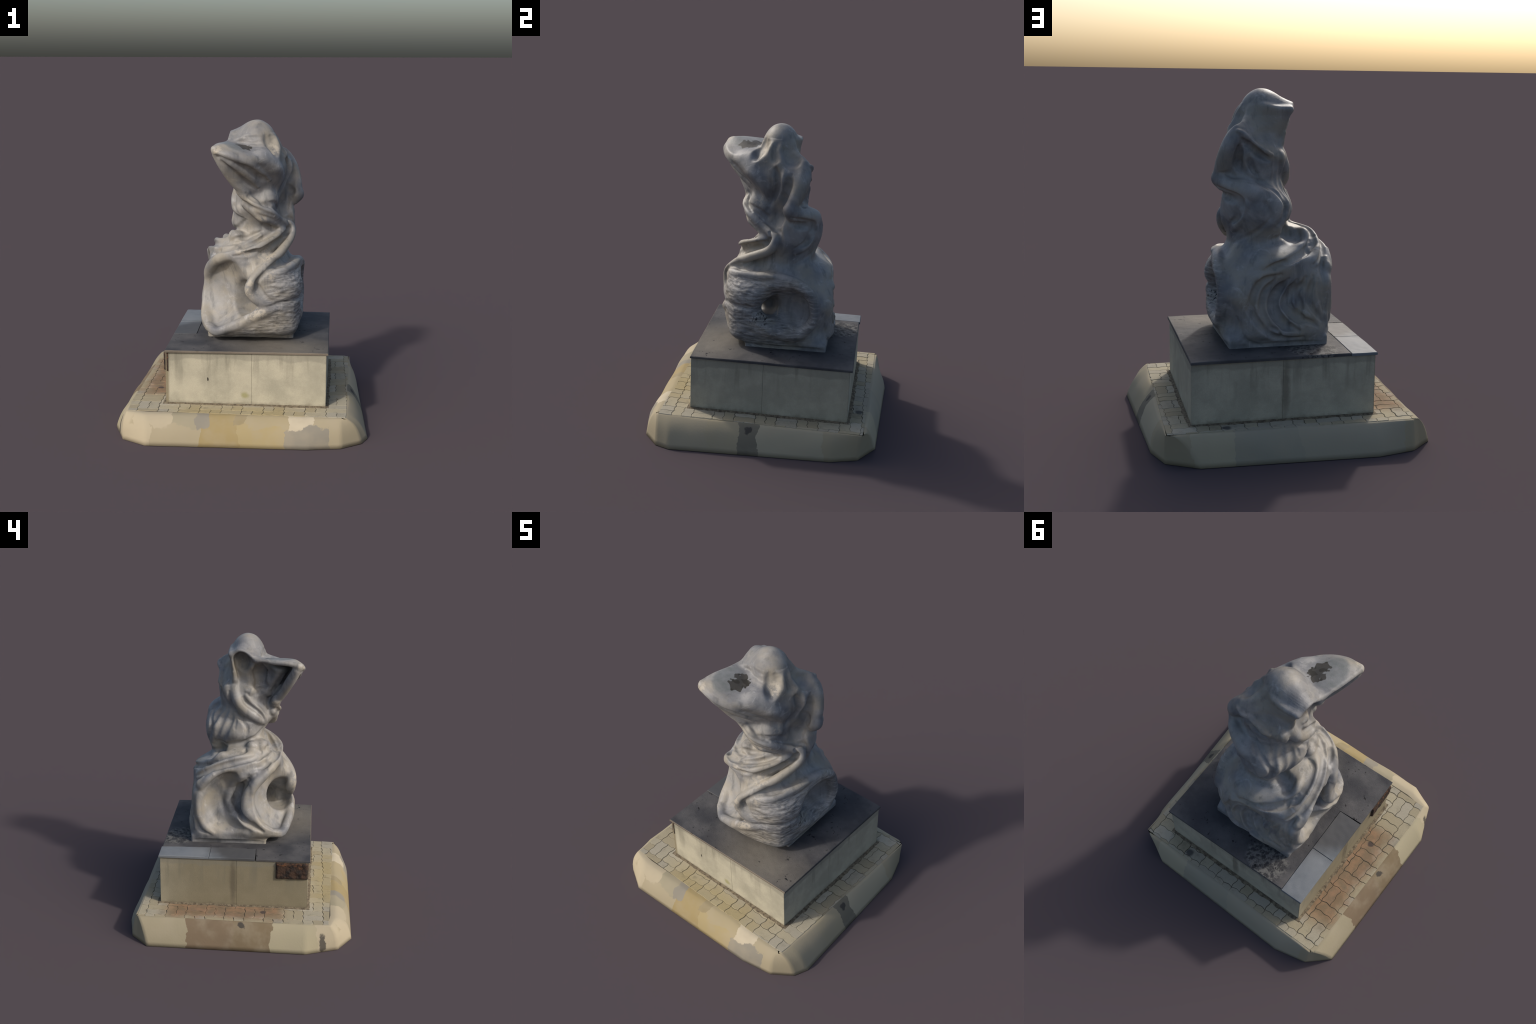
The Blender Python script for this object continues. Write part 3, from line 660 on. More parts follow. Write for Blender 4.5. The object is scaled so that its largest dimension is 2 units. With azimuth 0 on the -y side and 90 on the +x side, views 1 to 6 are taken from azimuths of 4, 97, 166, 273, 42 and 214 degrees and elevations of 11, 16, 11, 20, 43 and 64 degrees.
def statue_stone():
    n = Nodes("weathered_marble", 0.5)
    n.bsdf.inputs["Specular IOR Level"].default_value = 0.35
    x, y, z = n.xyz()
    blotch = n.ramp(n.noise(5.0, 6, 0.6, dist=0.6), 0.32, 0.70)
    col = n.mix(blotch, (.135, .138, .146), (.29, .284, .273))
    warm = n.ramp(n.noise(3.4, 4, 0.55, v=n.stretch(1, 1, 1.4)), 0.42, 0.66)
    col = n.mix(n.math('MULTIPLY', warm, 0.65), col, (.285, .252, .192))
    # vertical run-off streaks
    streak = n.ramp(n.noise(9.0, 5, 0.6, v=n.stretch(2.2, 2.2, 0.35)), 0.52, 0.72)
    col = n.mix(n.math('MULTIPLY', streak, 0.55), col, (.085, .088, .09))
    pale = n.ramp(n.noise(11, 5, .65, dist=.8), .56, .74)
    col = n.mix(n.math('MULTIPLY', pale, .5), col, (.41, .405, .395))
    # clawed tool marks on the lower cloth
    low = n.math('SUBTRACT', 1.0, n.ramp(z, 0.98, 1.08), True)
    front = n.ramp(n.math('SUBTRACT', x, n.math('MULTIPLY', y, 0.35)), 0.22, 0.34)
    under = n.math('MULTIPLY', n.math('SUBTRACT', 1.0, n.ramp(n.math('SUBTRACT', z, n.math('MULTIPLY', x, 0.42)), 0.62, 0.67), True), n.ramp(n.math('MULTIPLY', y, -1.0), 0.16, 0.24))
    tool = n.math('MULTIPLY', low, n.math('MAXIMUM', front, under))
    comb = n.noise(26.0, 5, 0.7, v=n.stretch(0.45, 0.45, 3.0), dist=0.5)
    col = n.mix(n.math('MULTIPLY', tool, n.math('MULTIPLY', n.ramp(comb, 0.48, 0.66), 0.75)), col, (.07, .068, .065))
    col = n.mix(n.math('MULTIPLY', tool, n.math('MULTIPLY', n.ramp(comb, 0.50, 0.34), 0.6)), col, (.40, .385, .36))
    # worn tints ragged sunlit patches onto the front crests
    rag = n.shift(0.11, 17)
    sun_paint = None
    for c, r in [((0.0, -0.28, 1.18), .085), ((0.06, -0.36, 0.93), .07), ((0.16, -0.24, 1.12), .07), ((0.10, -0.36, 0.76), .07),
                 ((-0.03, -0.23, 1.53), .06), ((0.12, -0.23, 1.38), .05), ((0.21, -0.33, 1.02), .06), ((-0.16, -0.39, 1.84), .04),
                 ((0.19, -0.10, 1.80), .06), ((0.20, -0.10, 1.50), .05)]:
        m = n.ball(c, r, 0.5, v=rag)
        sun_paint = m if sun_paint is None else n.math('MAXIMUM', sun_paint, m)
    sun_paint = n.math('MULTIPLY', sun_paint, n.ramp(n.noise(30, 5, .7), .44, .56))
    col = n.mix(n.math('MULTIPLY', sun_paint, 0.6), col, (.42, .375, .30))
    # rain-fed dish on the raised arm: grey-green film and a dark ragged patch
    dish = n.ball((-0.06, -0.25, 1.85), 0.105, 0.25, v=n.shift(0.07, 14), scale=(1.0, 0.8, 1.0))
    film = n.mix(n.noise(22, 4), (.075, .095, .08), (.25, .245, .25))
    col = n.mix(n.math('MULTIPLY', dish, 0.8), col, film)
    blocky = n.shift(0.10, 20, detail=1.0)
    pit = n.ball((0.005, -0.215, 1.835), 0.060, 0.06, v=blocky, scale=(1.0, 0.8, 0.6))
    col = n.mix(pit, col, n.mix(n.ramp(n.noise(30, 0), 0.48, 0.52), (.034, .030, .022), (.055, .050, .042)))
    # black scribble beside the mouth
    scrib = n.math('MULTIPLY', n.ball((0.36, -0.075, 0.75), 0.05, 0.2, scale=(0.4, 0.75, 1.0)),
                   n.ramp(n.noise(46, 3, 0.7, v=n.stretch(1, 1.4, 0.8)), 0.55, 0.60))
    col = n.mix(scrib, col, (.012, .012, .014))
    grain = n.noise(240, 3, 0.7)
    col = n.mix(0.35, col, n.mix(grain, (.25, .25, .25), (.75, .75, .75)), 'OVERLAY')
    h = n.math('ADD', n.math('MULTIPLY', n.noise(60, 5, 0.6), 0.35), n.math('MULTIPLY', n.math('MULTIPLY', comb, tool), 1.2))
    h = n.math('ADD', h, n.math('MULTIPLY', grain, 0.12))
    n.bump(h, 0.5, 0.006)
    return n.done(col)


def sand_wall():
    n = Nodes("blotched_sand", 0.9)
    rag = n.shift(0.13, 8, detail=6.0)
    fx, fy, fz = n.xyz(rag)
    x, y, z = n.xyz()
    # each side of the slab carries its own run of plaster-like patches
    run_x = n.math('ADD', n.math('MULTIPLY', fx, 0.6), 0.5)
    run_y = n.math('ADD', n.math('MULTIPLY', fy, 0.6), 0.5)
    T, O, L, G, B, D = (.305, .262, .175), (.275, .215, .105), (.365, .315, .22), (.215, .197, .158), (.165, .122, .078), (.115, .10, .075)
    front = n.steps(run_x, [(0, L), (.17, T), (.36, O), (.50, (.31, .25, .13)), (.68, G), (.84, T)])
    front = n.mix(n.ramp(fz, .115, .125), front, n.steps(run_x, [(0, T), (.10, L), (.24, (.27, .24, .165)), (.34, G), (.39, O), (.48, D if False else (.24, .195, .11)), (.53, (.305, .255, .155)), (.69, (.43, .375, .275)), (.78, T)]))
    left = n.steps(run_y, [(0, L), (.17, (.32, .285, .19)), (.36, (.165, .125, .075)), (.52, B), (.71, (.275, .24, .16))])
    right = n.steps(run_y, [(0, T), (.16, (.30, .26, .18)), (.30, T), (.42, (.155, .14, .105)), (.50, (.33, .295, .21)), (.75, T)])  # the dark step near the middle is a shadow patch painted into the wall
    back = n.steps(run_x, [(0, T), (.14, (.30, .27, .20)), (.50, (.27, .25, .19)), (.72, (.35, .31, .215)), (.86, T)])
    ax, ay = n.math('ABSOLUTE', x), n.math('ABSOLUTE', y)
    side = n.ramp(n.math('SUBTRACT', ax, ay), -0.02, 0.02)
    col = n.mix(side, n.mix(n.ramp(y, -0.05, 0.05), front, back), n.mix(n.ramp(x, -0.05, 0.05), left, right))
    col = n.mix(n.math('MULTIPLY', n.ramp(n.noise(7, 4), .4, .7), .35), col, (.315, .272, .195))
    # a few dark scuffs
    sc = n.ball((-0.755, -0.03, 0.15), 0.035, 0.25, v=rag, scale=(0.5, 0.8, 1.6))
    sc = n.math('MAXIMUM', sc, n.ball((0.765, -0.07, 0.15), 0.03, 0.3, v=rag, scale=(0.5, 1, 1.2)))
    sc = n.math('MAXIMUM', sc, n.ball((-0.80, -0.58, 0.06), 0.03, 0.3, v=rag, scale=(0.5, 1, 0.4)))
    col = n.mix(n.math('MULTIPLY', sc, .85), col, (.04, .037, .035))
    n.bump(n.noise(90, 4), 0.25, 0.003)
    return n.done(col)


def paver_stone():
    n = Nodes("concrete_paver", 0.9)
    x, y, z = n.xyz()
    rnd = n.t.nodes.new("ShaderNodeObjectInfo").outputs["Random"]
    col = n.steps(rnd, [(0, (.275, .235, .155)), (.3, (.315, .275, .185)), (.55, (.335, .30, .215)), (.8, (.29, .265, .205)), (1, (.36, .325, .245))], 'LINEAR')
    # yellowish along the front, red-brown on the left side, greyer at the corners
    f = n.math('MULTIPLY', n.ramp(n.math('MULTIPLY', y, -1.0), .45, .6), n.math('SUBTRACT', 1.0, n.ramp(n.math('ABSOLUTE', x), .25, .5), True))
    col = n.mix(n.math('MULTIPLY', f, .5), col, (.33, .265, .12))
    edge = n.math('ADD', x, n.math('MULTIPLY', n.noise(9, 3), 0.16))
    r = n.math('MULTIPLY', n.math('MULTIPLY', n.ramp(edge, -0.64, -0.53), n.math('SUBTRACT', 1.0, n.ramp(x, -0.47, -0.45), True)), n.math('MULTIPLY', n.ramp(y, -.36, -.24), n.math('SUBTRACT', 1.0, n.ramp(y, .42, .60), True)))
    red = n.mix(n.ramp(n.noise(11, 3), .4, .65), (.16, .105, .06), (.235, .135, .075))
    col = n.mix(n.math('MULTIPLY', r, .85), col, red)
    dirt = n.ramp(n.noise(16, 5, .65), .52, .75)
    col = n.mix(n.math('MULTIPLY', dirt, .45), col, (.14, .125, .085))
    spot = n.math('MAXIMUM', n.ball((-0.575, -0.165, .175), .028, .5, v=n.shift(.02, 30)), n.ball((0.40, 0.62, .175), .035, .5, v=n.shift(.02, 30)))
    col = n.mix(n.math('MULTIPLY', spot, .8), col, (.03, .03, .035))
    col = n.mix(.3, col, n.mix(n.noise(170, 3, .7), (.2, .2, .2), (.8, .8, .8)), 'OVERLAY')
    n.bump(n.noise(120, 4), .3, .003)
    return n.done(col)


def joint_dirt():
    n = Nodes("joint_dirt", 0.95)
    col = n.mix(n.noise(40, 4), (.035, .033, .028), (.10, .085, .06))
    return n.done(col)


def edge_dirt():
    n = Nodes("gritty_soil", 0.95)
    col = n.mix(n.ramp(n.noise(45, 5, .7), .35, .65), (.075, .058, .04), (.20, .165, .11))
    n.bump(n.noise(130, 4), .6, .006)
    return n.done(col)


def panel_stone():
    n = Nodes("plinth_granite", 0.8)
    x, y, z = n.xyz()
    col = n.mix(n.ramp(n.noise(4.5, 5, .6), .35, .68), (.315, .295, .225), (.42, .388, .295))
    # darker olive-brown on the -x side
    w = n.math('MULTIPLY', n.ramp(n.math('MULTIPLY', x, -1.0), .465, .48), .85)
    col = n.mix(w, col, n.mix(n.noise(14, 4), (.155, .128, .075), (.215, .182, .115)))
    # run-off stains under the cap and splash at the foot
    run = n.math('MULTIPLY', n.ramp(n.noise(7, 4, .6, v=n.stretch(2.5, 2.5, .25)), .50, .70), n.ramp(z, .24, .50))
    col = n.mix(n.math('MULTIPLY', run, .55), col, (.15, .14, .105))
    band = n.ramp(n.math('ADD', z, n.math('MULTIPLY', n.noise(6, 3), .09)), .515, .53)
    col = n.mix(n.math('MULTIPLY', band, .45), col, (.19, .18, .145))
    foot = n.math('SUBTRACT', 1.0, n.ramp(n.math('ADD', z, n.math('MULTIPLY', n.noise(18, 4), .05)), .195, .225), True)
    col = n.mix(n.math('MULTIPLY', foot, .55), col, (.13, .11, .075))
    moss = n.ball((0.03, -0.48, .24), .035, .7, v=n.shift(.03, 20))
    col = n.mix(n.math('MULTIPLY', moss, .6), col, (.22, .21, .06))
    # damp dark line beside the panel joints
    for c in ((-0.485, 0.05, .36), (0.05, 0.556, .36)):
        m = n.ball(c, .035, .8, v=n.shift(.04, 12), scale=(1, 1, .13))
        col = n.mix(n.math('MULTIPLY', m, .6), col, (.085, .07, .05))
    chip = n.ball((-0.215, -0.475, .345), .010, .2, v=n.shift(.012, 60), scale=(1.9, .5, .7))
    col = n.mix(chip, col, (.03, .025, .02))
    col = n.mix(.4, col, n.mix(n.noise(210, 3, .75), (.2, .2, .2), (.8, .8, .8)), 'OVERLAY')
    n.bump(n.noise(160, 4), .25, .003)
    return n.done(col)


def cap_stone():
    n = Nodes("dark_cap", 0.75)
    x, y, z = n.xyz()
    col = n.mix(n.ramp(n.noise(4, 5, .6), .35, .7), (.040, .040, .044), (.085, .082, .082))
    lit = n.ball((0.28, -0.40, .54), .42, .9, v=n.shift(.16, 5), scale=(.8, 1.25, 1))  # sunshine on the front of the cap, painted as a lighter brown zone
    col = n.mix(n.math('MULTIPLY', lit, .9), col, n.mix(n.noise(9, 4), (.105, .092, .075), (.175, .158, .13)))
    crumb = n.ball((-0.14, 0.47, .54), .16, .3, v=n.shift(.08, 14), scale=(.9, 1.2, 1))
    rough = n.noise(38, 5, .7)
    col = n.mix(n.math('MULTIPLY', crumb, .7), col, n.mix(n.ramp(rough, .42, .58), (.022, .022, .024), (.165, .16, .145)))
    spots = n.math('MULTIPLY', n.ramp(n.noise(34, 3, .6), .63, .67), n.ramp(n.noise(5, 2), .45, .55))
    col = n.mix(spots, col, (.012, .012, .013))
    rim = n.math('MULTIPLY', n.ramp(n.math('MULTIPLY', y, -1.0), .482, .486), .7)
    col = n.mix(rim, col, (.17, .14, .105))
    col = n.mix(.35, col, n.mix(n.noise(200, 3, .7), (.2, .2, .2), (.8, .8, .8)), 'OVERLAY')
    n.bump(n.math('ADD', n.math('MULTIPLY', rough, n.math('ADD', crumb, .25)), n.math('MULTIPLY', n.noise(120, 4), .3)), .6, .008)
    return n.done(col)


def cap_tile_stone():
    n = Nodes("pale_cap_tile", 0.6)
    x, y, z = n.xyz()
    col = n.mix(n.ramp(n.noise(5, 4), .35, .7), (.125, .138, .15), (.165, .178, .19))
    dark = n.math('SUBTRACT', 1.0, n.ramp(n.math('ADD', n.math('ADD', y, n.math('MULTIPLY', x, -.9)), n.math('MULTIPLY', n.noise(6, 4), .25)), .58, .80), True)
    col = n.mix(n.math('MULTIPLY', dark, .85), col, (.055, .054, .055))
    col = n.mix(.3, col, n.mix(n.noise(180, 3, .7), (.25, .25, .25), (.75, .75, .75)), 'OVERLAY')
    n.bump(n.noise(140, 3), .2, .002)
    return n.done(col)


def brick_stone():
    n = Nodes("charred_brick", 0.9)
    x, y, z = n.xyz()
    col = n.mix(n.ramp(n.noise(20, 5, .65), .38, .62), (.022, .018, .016), (.062, .036, .024))
    rust = n.math('MULTIPLY', n.ramp(n.noise(30, 5, .7, v=n.stretch(1, .5, 1.6)), .50, .62), n.ramp(z, .455, .50))
    col = n.mix(n.math('MULTIPLY', rust, .7), col, (.15, .066, .03))
    n.bump(n.noise(60, 5), .9, .01)
    return n.done(col)


STONE, SAND, PAVER, JOINT, SOIL = statue_stone(), sand_wall(), paver_stone(), joint_dirt(), edge_dirt()
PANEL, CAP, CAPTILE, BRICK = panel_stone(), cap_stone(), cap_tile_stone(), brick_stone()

root = link(bpy.data.objects.new("statue_monument", None))
root["label"] = "hooded veiled grey stone figure on a block plinth with paving"
root["category"] = "statue"

# ---------------------------------------------------------------- paved slab
FOOT = [(-.585, -.787), (.44, -.788), (.655, -.753), (.788, -.66), (.83, -.567), (.799, .46), (.742, .634), (.562, .741),
        (-.443, .786), (-.66, .74), (-.798, .617), (-.828, -.466), (-.743, -.69)]
TOP = [(-.60, -.668), (.46, -.672), (.655, -.682), (.690, -.680), (.697, -.60), (.738, .46), (.740, .650), (.70, .676),
       (-.443, .700), (-.66, .708), (-.693, .690), (-.735, -.466), (-.722, -.630)]
RING_N = [max(2, int(math.dist(a, b) / 0.02)) for a, b in zip(FOOT, FOOT[1:] + FOOT[:1])]


def ring(P):
    out = []
    for a, b, n in zip(P, P[1:] + P[:1], RING_N):
        for i in range(n):
            t = i / n
            out.append((a[0] + (b[0] - a[0]) * t, a[1] + (b[1] - a[1]) * t))
    return out


foot, top = ring(FOOT), ring(TOP)
SLAB_TOP = 0.1705
verts, faces = [], []
prof = [(0, 0.0), (.03, .10), (.06, .21), (.09, .35), (.115, .49), (.135, .63), (.149, .75), (.160, .86), (.167, .94), (SLAB_TOP, 1.02), (SLAB_TOP, 1.20)]
n = len(foot)
for z, t in prof:
    for (ax, ay), (bx, by) in zip(foot, top):
        # the front stands steeper than the other sides
        f = max(0.0, min(1.0, (-ay - 0.45) / 0.25)) * max(0.0, 1 - t)
        tt = t * (1 - 0.5 * f)
        x, y = ax + (bx - ax) * tt, ay + (by - ay) * tt
        w = 0.008 * noise.noise(Vector((x * 5, y * 5, z * 6))) * min(1, z / 0.05) * (1 if t < 1.1 else 0)
        r = math.hypot(x, y)
        verts.append((x + x / r * w, y + y / r * w, z + (0.35 * w if 0.1 < z < SLAB_TOP else 0)))
for k in range(len(prof) - 1):
    for i in range(n):
        j = (i + 1) % n
        faces.append((k * n + i, k * n + j, (k + 1) * n + j, (k + 1) * n + i))
faces.append(tuple(range((len(prof) - 1) * n, len(prof) * n)))
faces.append(tuple(range(n))[::-1])
paving = mesh_object("paving_slab", verts, faces, SAND, root, True)

# top outline inside which pavers lie
EDGE = [(-.716, -.642), (-.60, -.660), (.46, -.664), (.682, -.672), (.690, -.60), (.728, .46), (.732, .655), (.69, .668), (-.443, .690), (-.685, .697), (-.725, -.466)]
CORE = [(-.492, -.470), (.557, -.482), (.583, .549), (-.474, .564)]


def clip(poly, hull):
    for a, b in zip(hull, hull[1:] + hull[:1]):
        out = []
        for p, q in zip(poly, poly[1:] + poly[:1]):
            sp = (b[0] - a[0]) * (p[1] - a[1]) - (b[1] - a[1]) * (p[0] - a[0])
            sq = (b[0] - a[0]) * (q[1] - a[1]) - (b[1] - a[1]) * (q[0] - a[0])
            if sp >= 0:
                out.append(p)
            if (sp >= 0) != (sq >= 0):
                t = sp / (sp - sq)
                out.append((p[0] + (q[0] - p[0]) * t, p[1] + (q[1] - p[1]) * t))
        poly = out
        if len(poly) < 3:
            return []
    return poly


def inside(p, hull, grow=0.0):
    for a, b in zip(hull, hull[1:] + hull[:1]):
        L = math.dist(a, b)
        if ((b[0] - a[0]) * (p[1] - a[1]) - (b[1] - a[1]) * (p[0] - a[0])) / L < -grow:
            return False
    return True


def area(P):
    return 0.5 * sum(a[0] * b[1] - a[1] * b[0] for a, b in zip(P, P[1:] + P[:1]))


def wavy(x, y):
    """the toothed outline of interlocking pavers"""
    w = 2 * math.pi / 0.068
    return (x + 0.0036 * math.sin(w * y + 0.6) + 0.007 * noise.noise(Vector((x * 6, y * 6, 1.7))),
            y + 0.0036 * math.sin(w * x + 0.2) + 0.007 * noise.noise(Vector((x * 6, y * 6, 5.1))))


PITCH, OX, OY, GAP = 0.136, 0.018, 0.098, 0.0015
count = 0
for k in range(-7, 7):
    for j in range(-7, 6):
        flat = (k + j) % 2 == 1
        for half in (0, 1):
            x0, y0 = OX + k * PITCH, OY + j * PITCH
            x1, y1 = x0 + PITCH, y0 + PITCH
            if flat:
                y0, y1 = (y0, y0 + PITCH / 2) if half == 0 else (y0 + PITCH / 2, y1)
            else:
                x0, x1 = (x0, x0 + PITCH / 2) if half == 0 else (x0 + PITCH / 2, x1)
            g = GAP * rng.uniform(0.4, 1.6)
            x0, y0, x1, y1 = x0 + g, y0 + g, x1 - g, y1 - g
            P = []
            for (ax, ay), (bx, by) in zip([(x0, y0), (x1, y0), (x1, y1), (x0, y1)], [(x1, y0), (x1, y1), (x0, y1), (x0, y0)]):
                m = max(2, int(math.dist((ax, ay), (bx, by)) / 0.009))
                P += [wavy(ax + (bx - ax) * i / m, ay + (by - ay) * i / m) for i in range(m)]
            P = clip(P, EDGE)
            if len(P) < 3 or area(P) < 0.0004:
                continue
            if all(inside(p, CORE, -0.004) for p in P):
                continue
            P = [p for i, p in enumerate(P) if math.dist(p, P[i - 1]) > 0.0008]
            cx, cy = sum(p[0] for p in P) / len(P), sum(p[1] for p in P) / len(P)
            zt = 0.1737 + rng.uniform(-0.0008, 0.0010)
            tx, ty = rng.uniform(-.012, .012), rng.uniform(-.012, .012)
            m = len(P)
            lay = []
            for z, s in ((0.162, 1.0), (zt - 0.0022, 1.0), (zt, 0.965)):
                lay += [(cx + (px_ - cx) * s, cy + (py_ - cy) * s, z + (tx * (px_ - cx) + ty * (py_ - cy) if z > 0.168 else 0)) for px_, py_ in P]
            F_ = [(r * m + i, r * m + (i + 1) % m, (r + 1) * m + (i + 1) % m, (r + 1) * m + i) for r in (0, 1) for i in range(m)]
            F_.append(tuple(range(2 * m, 3 * m)))
            mesh_object("paver", lay, F_, PAVER, paving)
            count += 1


def prism(name, P, z0, z1, mat, parent, bevel=0.0):
    n = len(P)
    v = [(x, y, z0) for x, y in P] + [(x, y, z1) for x, y in P]
    f = [tuple(range(n))[::-1], tuple(range(n, 2 * n))] + [(i, (i + 1) % n, n + (i + 1) % n, n + i) for i in range(n)]
    ob = mesh_object(name, v, f, mat, parent)
    if bevel:
        m = ob.modifiers.new("edge", 'BEVEL')
        m.width = bevel
        m.segments = 2
    return ob


def grown(P, d):
    c = (sum(p[0] for p in P) / len(P), sum(p[1] for p in P) / len(P))
    return [(x + (d if x > c[0] else -d), y + (d if y > c[1] else -d)) for x, y in P]


prism("joint_bed", [(x * .962, y * .962) for x, y in EDGE], 0.155, 0.1713, JOINT, paving)

# gritty soil along the foot of the plinth
A, B_ = grown(CORE, -0.02), grown(CORE, 0.024)
sv, sf = [], []
steps = 60
for side in range(4):
    for i in range(steps):
        t = i / steps
        for hull, edge in ((A, 0), (B_, 1)):
            p, q = hull[side], hull[(side + 1) % 4]
            x, y = p[0] + (q[0] - p[0]) * t, p[1] + (q[1] - p[1]) * t
            w = 0.018 * noise.noise(Vector((x * 16, y * 16, 2))) if edge else 0
            sv.append((x + math.copysign(w, x) * (side % 2), y + math.copysign(w, y) * (1 - side % 2), 0.1718 if edge else 0.186))
m = len(sv) // 2
for i in range(m):
    j = (i + 1) % m
    sf.append((2 * i, 2 * i + 1, 2 * j + 1, 2 * j))
mesh_object("soil_strip", sv, sf, SOIL, paving, True)

# ---------------------------------------------------------------- plinth
plinth = prism("plinth", grown(CORE, -0.022), 0.16, 0.524, JOINT, root)


def lerp(a, b, t):
    return (a[0] + (b[0] - a[0]) * t, a[1] + (b[1] - a[1]) * t)


IN = grown(CORE, -0.021)
for i in range(4):
    a, b, c, d = CORE[i], CORE[(i + 1) % 4], IN[(i + 1) % 4], IN[i]
    mid = (0.54, 0.46, 0.49, 0.52)[i]
    # each side is faced with two slabs; the corners are butted
    for t0, t1 in ((0.0, mid - 0.0003), (mid + 0.0003, 0.999)):
        P = [lerp(a, b, t0), lerp(a, b, t1), lerp(d, c, t1), lerp(d, c, t0)]
        prism("stone_panel", P, 0.158, 0.5235, PANEL, plinth, 0.0018)

# charred brick infill standing proud of one corner
bx = -0.503
bv, bf = [], []
NY, NZ = 22, 14
for iy in range(NY + 1):
    for iz in range(NZ + 1):
        y, z = -0.474 + 0.232 * iy / NY, 0.392 + 0.132 * iz / NZ
        rim_ = iy in (0, NY) or iz in (0, NZ)
        bv.append(((-0.475 if rim_ else bx + 0.006 * noise.noise(Vector((y * 30, z * 30, 4)))), y, z))
for iy in range(NY):
    for iz in range(NZ):
        a = iy * (NZ + 1) + iz
        bf.append((a, a + 1, a + NZ + 2, a + NZ + 1))
mesh_object("brick_patch", bv, bf, BRICK, plinth, True)

# cap: main plate, two paler tiles along one edge
LID = [(-.496, -.478), (.568, -.489), (.587, .557), (-.484, .573)]


def plate(name, x_of, y0, y1, nx, ny, mat):
    """thin slab with a faintly uneven top; x_of(y) gives its two long edges"""
    v, f = [], []

    def lift(x, y):
        mound = 0.011 * math.exp(-((x - .05) / .5) ** 4 - ((y - .14) / .42) ** 4)
        return 0.5385 + mound + 0.0022 * noise.noise(Vector((x * 7, y * 7, 0))) + 0.0012 * noise.noise(Vector((x * 25, y * 25, 3)))
    for layer in (0, 1, 2):
        for i in range(nx + 1):
            for j in range(ny + 1):
                y = y0 + (y1 - y0) * j / ny
                a, b = x_of(y, j / ny)
                x = a + (b - a) * i / nx
                yy = y
                rim = i in (0, nx) or j in (0, ny)
                z = (0.5245, lift(x, yy) - 0.004, lift(x, yy))[layer]
                if layer == 2 and rim:
                    x += 0.003 * (1 if i == 0 else -1 if i == nx else 0)
                    yy += 0.003 * (1 if j == 0 else -1 if j == ny else 0)
                v.append((x, yy, z))
    s = (nx + 1) * (ny + 1)

    def at(l, i, j):
        return l * s + i * (ny + 1) + j
    for i in range(nx):
        for j in range(ny):
            f.append((at(2, i, j), at(2, i + 1, j), at(2, i + 1, j + 1), at(2, i, j + 1)))
    for l in (0, 1):
        for i in range(nx):
            f.append((at(l, i, 0), at(l, i + 1, 0), at(l + 1, i + 1, 0), at(l + 1, i, 0)))
            f.append((at(l, i + 1, ny), at(l, i, ny), at(l + 1, i, ny), at(l + 1, i + 1, ny)))
        for j in range(ny):
            f.append((at(l, 0, j + 1), at(l, 0, j), at(l + 1, 0, j), at(l + 1, 0, j + 1)))
            f.append((at(l, nx, j), at(l, nx, j + 1), at(l + 1, nx, j + 1), at(l + 1, nx, j)))
    return mesh_object(name, v, f, mat, plinth)


def xl(y):
    return -.496 + (.012) * (y + .478) / 1.051


def xr(y):
    return .568 + .019 * (y + .489) / 1.046


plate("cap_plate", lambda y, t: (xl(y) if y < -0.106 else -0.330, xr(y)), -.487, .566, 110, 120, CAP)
plate("cap_tile", lambda y, t: (xl(y), -0.3312), -.1008, .220, 16, 30, CAPTILE)
plate("cap_tile", lambda y, t: (xl(y), -0.3312), .2212, .573, 16, 30, CAPTILE)

# ---------------------------------------------------------------- the figure
sculpt()
V, Q = surface_net()
whole = bpy.data.meshes.new("figure")
whole.from_pydata(V.tolist(), [], Q.tolist())
nrm = np.empty(len(V) * 3, np.float32)
whole.vertex_normals.foreach_get("vector", nrm)
nrm = nrm.reshape(-1, 3)
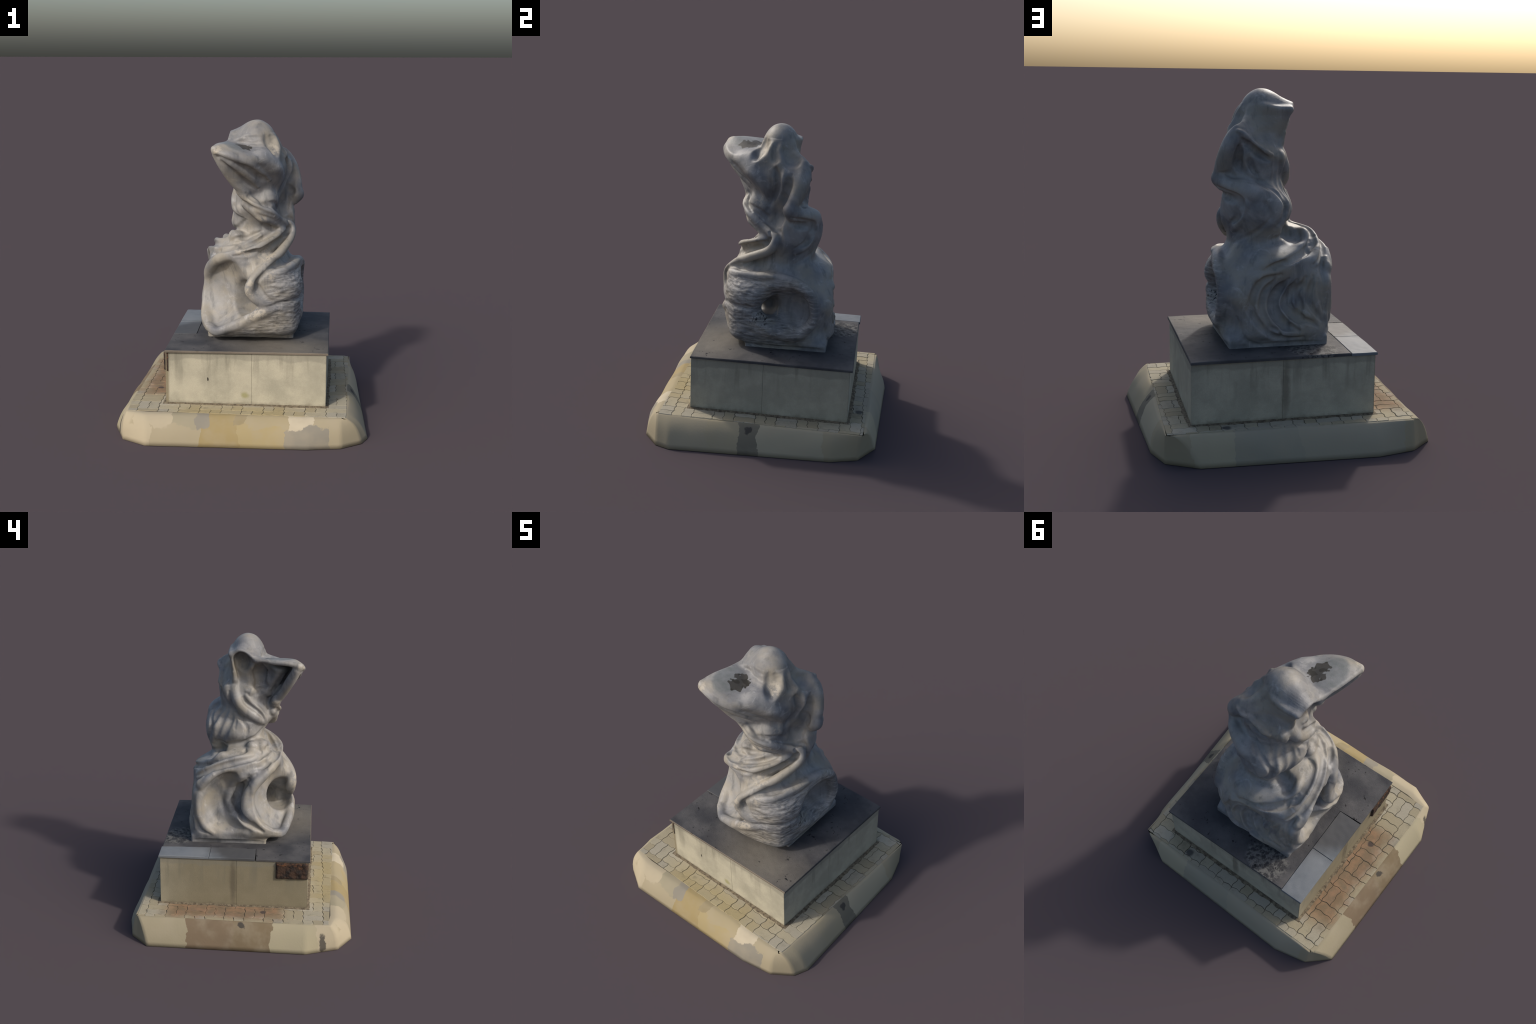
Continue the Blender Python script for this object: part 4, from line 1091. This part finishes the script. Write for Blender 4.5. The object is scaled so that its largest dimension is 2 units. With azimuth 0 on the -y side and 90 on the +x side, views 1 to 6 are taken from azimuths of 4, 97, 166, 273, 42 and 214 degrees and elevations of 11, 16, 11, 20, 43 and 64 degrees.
# clawed, rough-hewn relief on the lower cloth near the mouth
hewn = np.maximum(np.clip((V[:, 0] - 0.35 * V[:, 1] - 0.24) / 0.10, 0, 1),
                  np.clip((0.66 - V[:, 2] + 0.42 * V[:, 0]) / 0.05, 0, 1) * np.clip((-V[:, 1] - 0.16) / 0.08, 0, 1))
low = np.clip((1.05 - V[:, 2]) / 0.06, 0, 1) * hewn * np.clip((V[:, 2] - 0.6) / 0.05, 0, 1)
amp = np.zeros(len(V))
for i in np.nonzero(low > 0.01)[0]:
    x, y, z = V[i]
    amp[i] = low[i] * (0.0028 * noise.noise(Vector((x * 16, y * 16, z * 55))) + 0.0025 * noise.noise(Vector((x * 35, y * 35, z * 60 + 9))))
V2 = V + nrm * amp[:, None]
whole.vertices.foreach_set("co", V2.astype(np.float32).ravel())
whole.update()
whole.vertex_normals.foreach_get("vector", (flat_n := np.empty(len(V) * 3, np.float32)))
nrm = flat_n.reshape(-1, 3)

cen = V2[Q].mean(1)


def near(path, r):
    P = catmull(path, 0.02)
    d = np.full(len(cen), 9.0)
    for p in P:
        d = np.minimum(d, np.linalg.norm(cen - p, axis=1))
    return d < r


part = np.full(len(cen), 1)                                   # torso
part[cen[:, 2] < 1.205] = 0                                   # skirt
part[cen[:, 2] < 0.598] = 5                                   # foot block
part[(cen[:, 2] > 1.80 - 0.25 * np.clip(0.02 - cen[:, 0], 0, 1)) & (cen[:, 1] > -0.125)] = 2   # head
part[(cen[:, 2] > 1.66) & (cen[:, 1] < -0.20) & (part != 2)] = 3                # raised arm
hang = near([(0.27, 0.165, 1.74), (0.285, 0.165, 1.70), (0.32, 0.14, 1.60), (0.34, 0.105, 1.50), (0.29, 0.18, 1.45), (0.18, 0.23, 1.425)], 0.072)
part[hang & (part == 1)] = 4
for key, name in enumerate(("skirt", "torso", "head", "arm", "arm", "foot")):
    q = Q[part == key]
    used = np.unique(q)
    back_ = np.zeros(len(V2), int)
    back_[used] = np.arange(len(used))
    ob = mesh_object(name if name != "foot" else "foot_block", V2[used].tolist(), back_[q].tolist(), STONE, root, True)
    ob.data.normals_split_custom_set_from_vertices([tuple(v) for v in nrm[used].tolist()])
bpy.data.meshes.remove(whole)
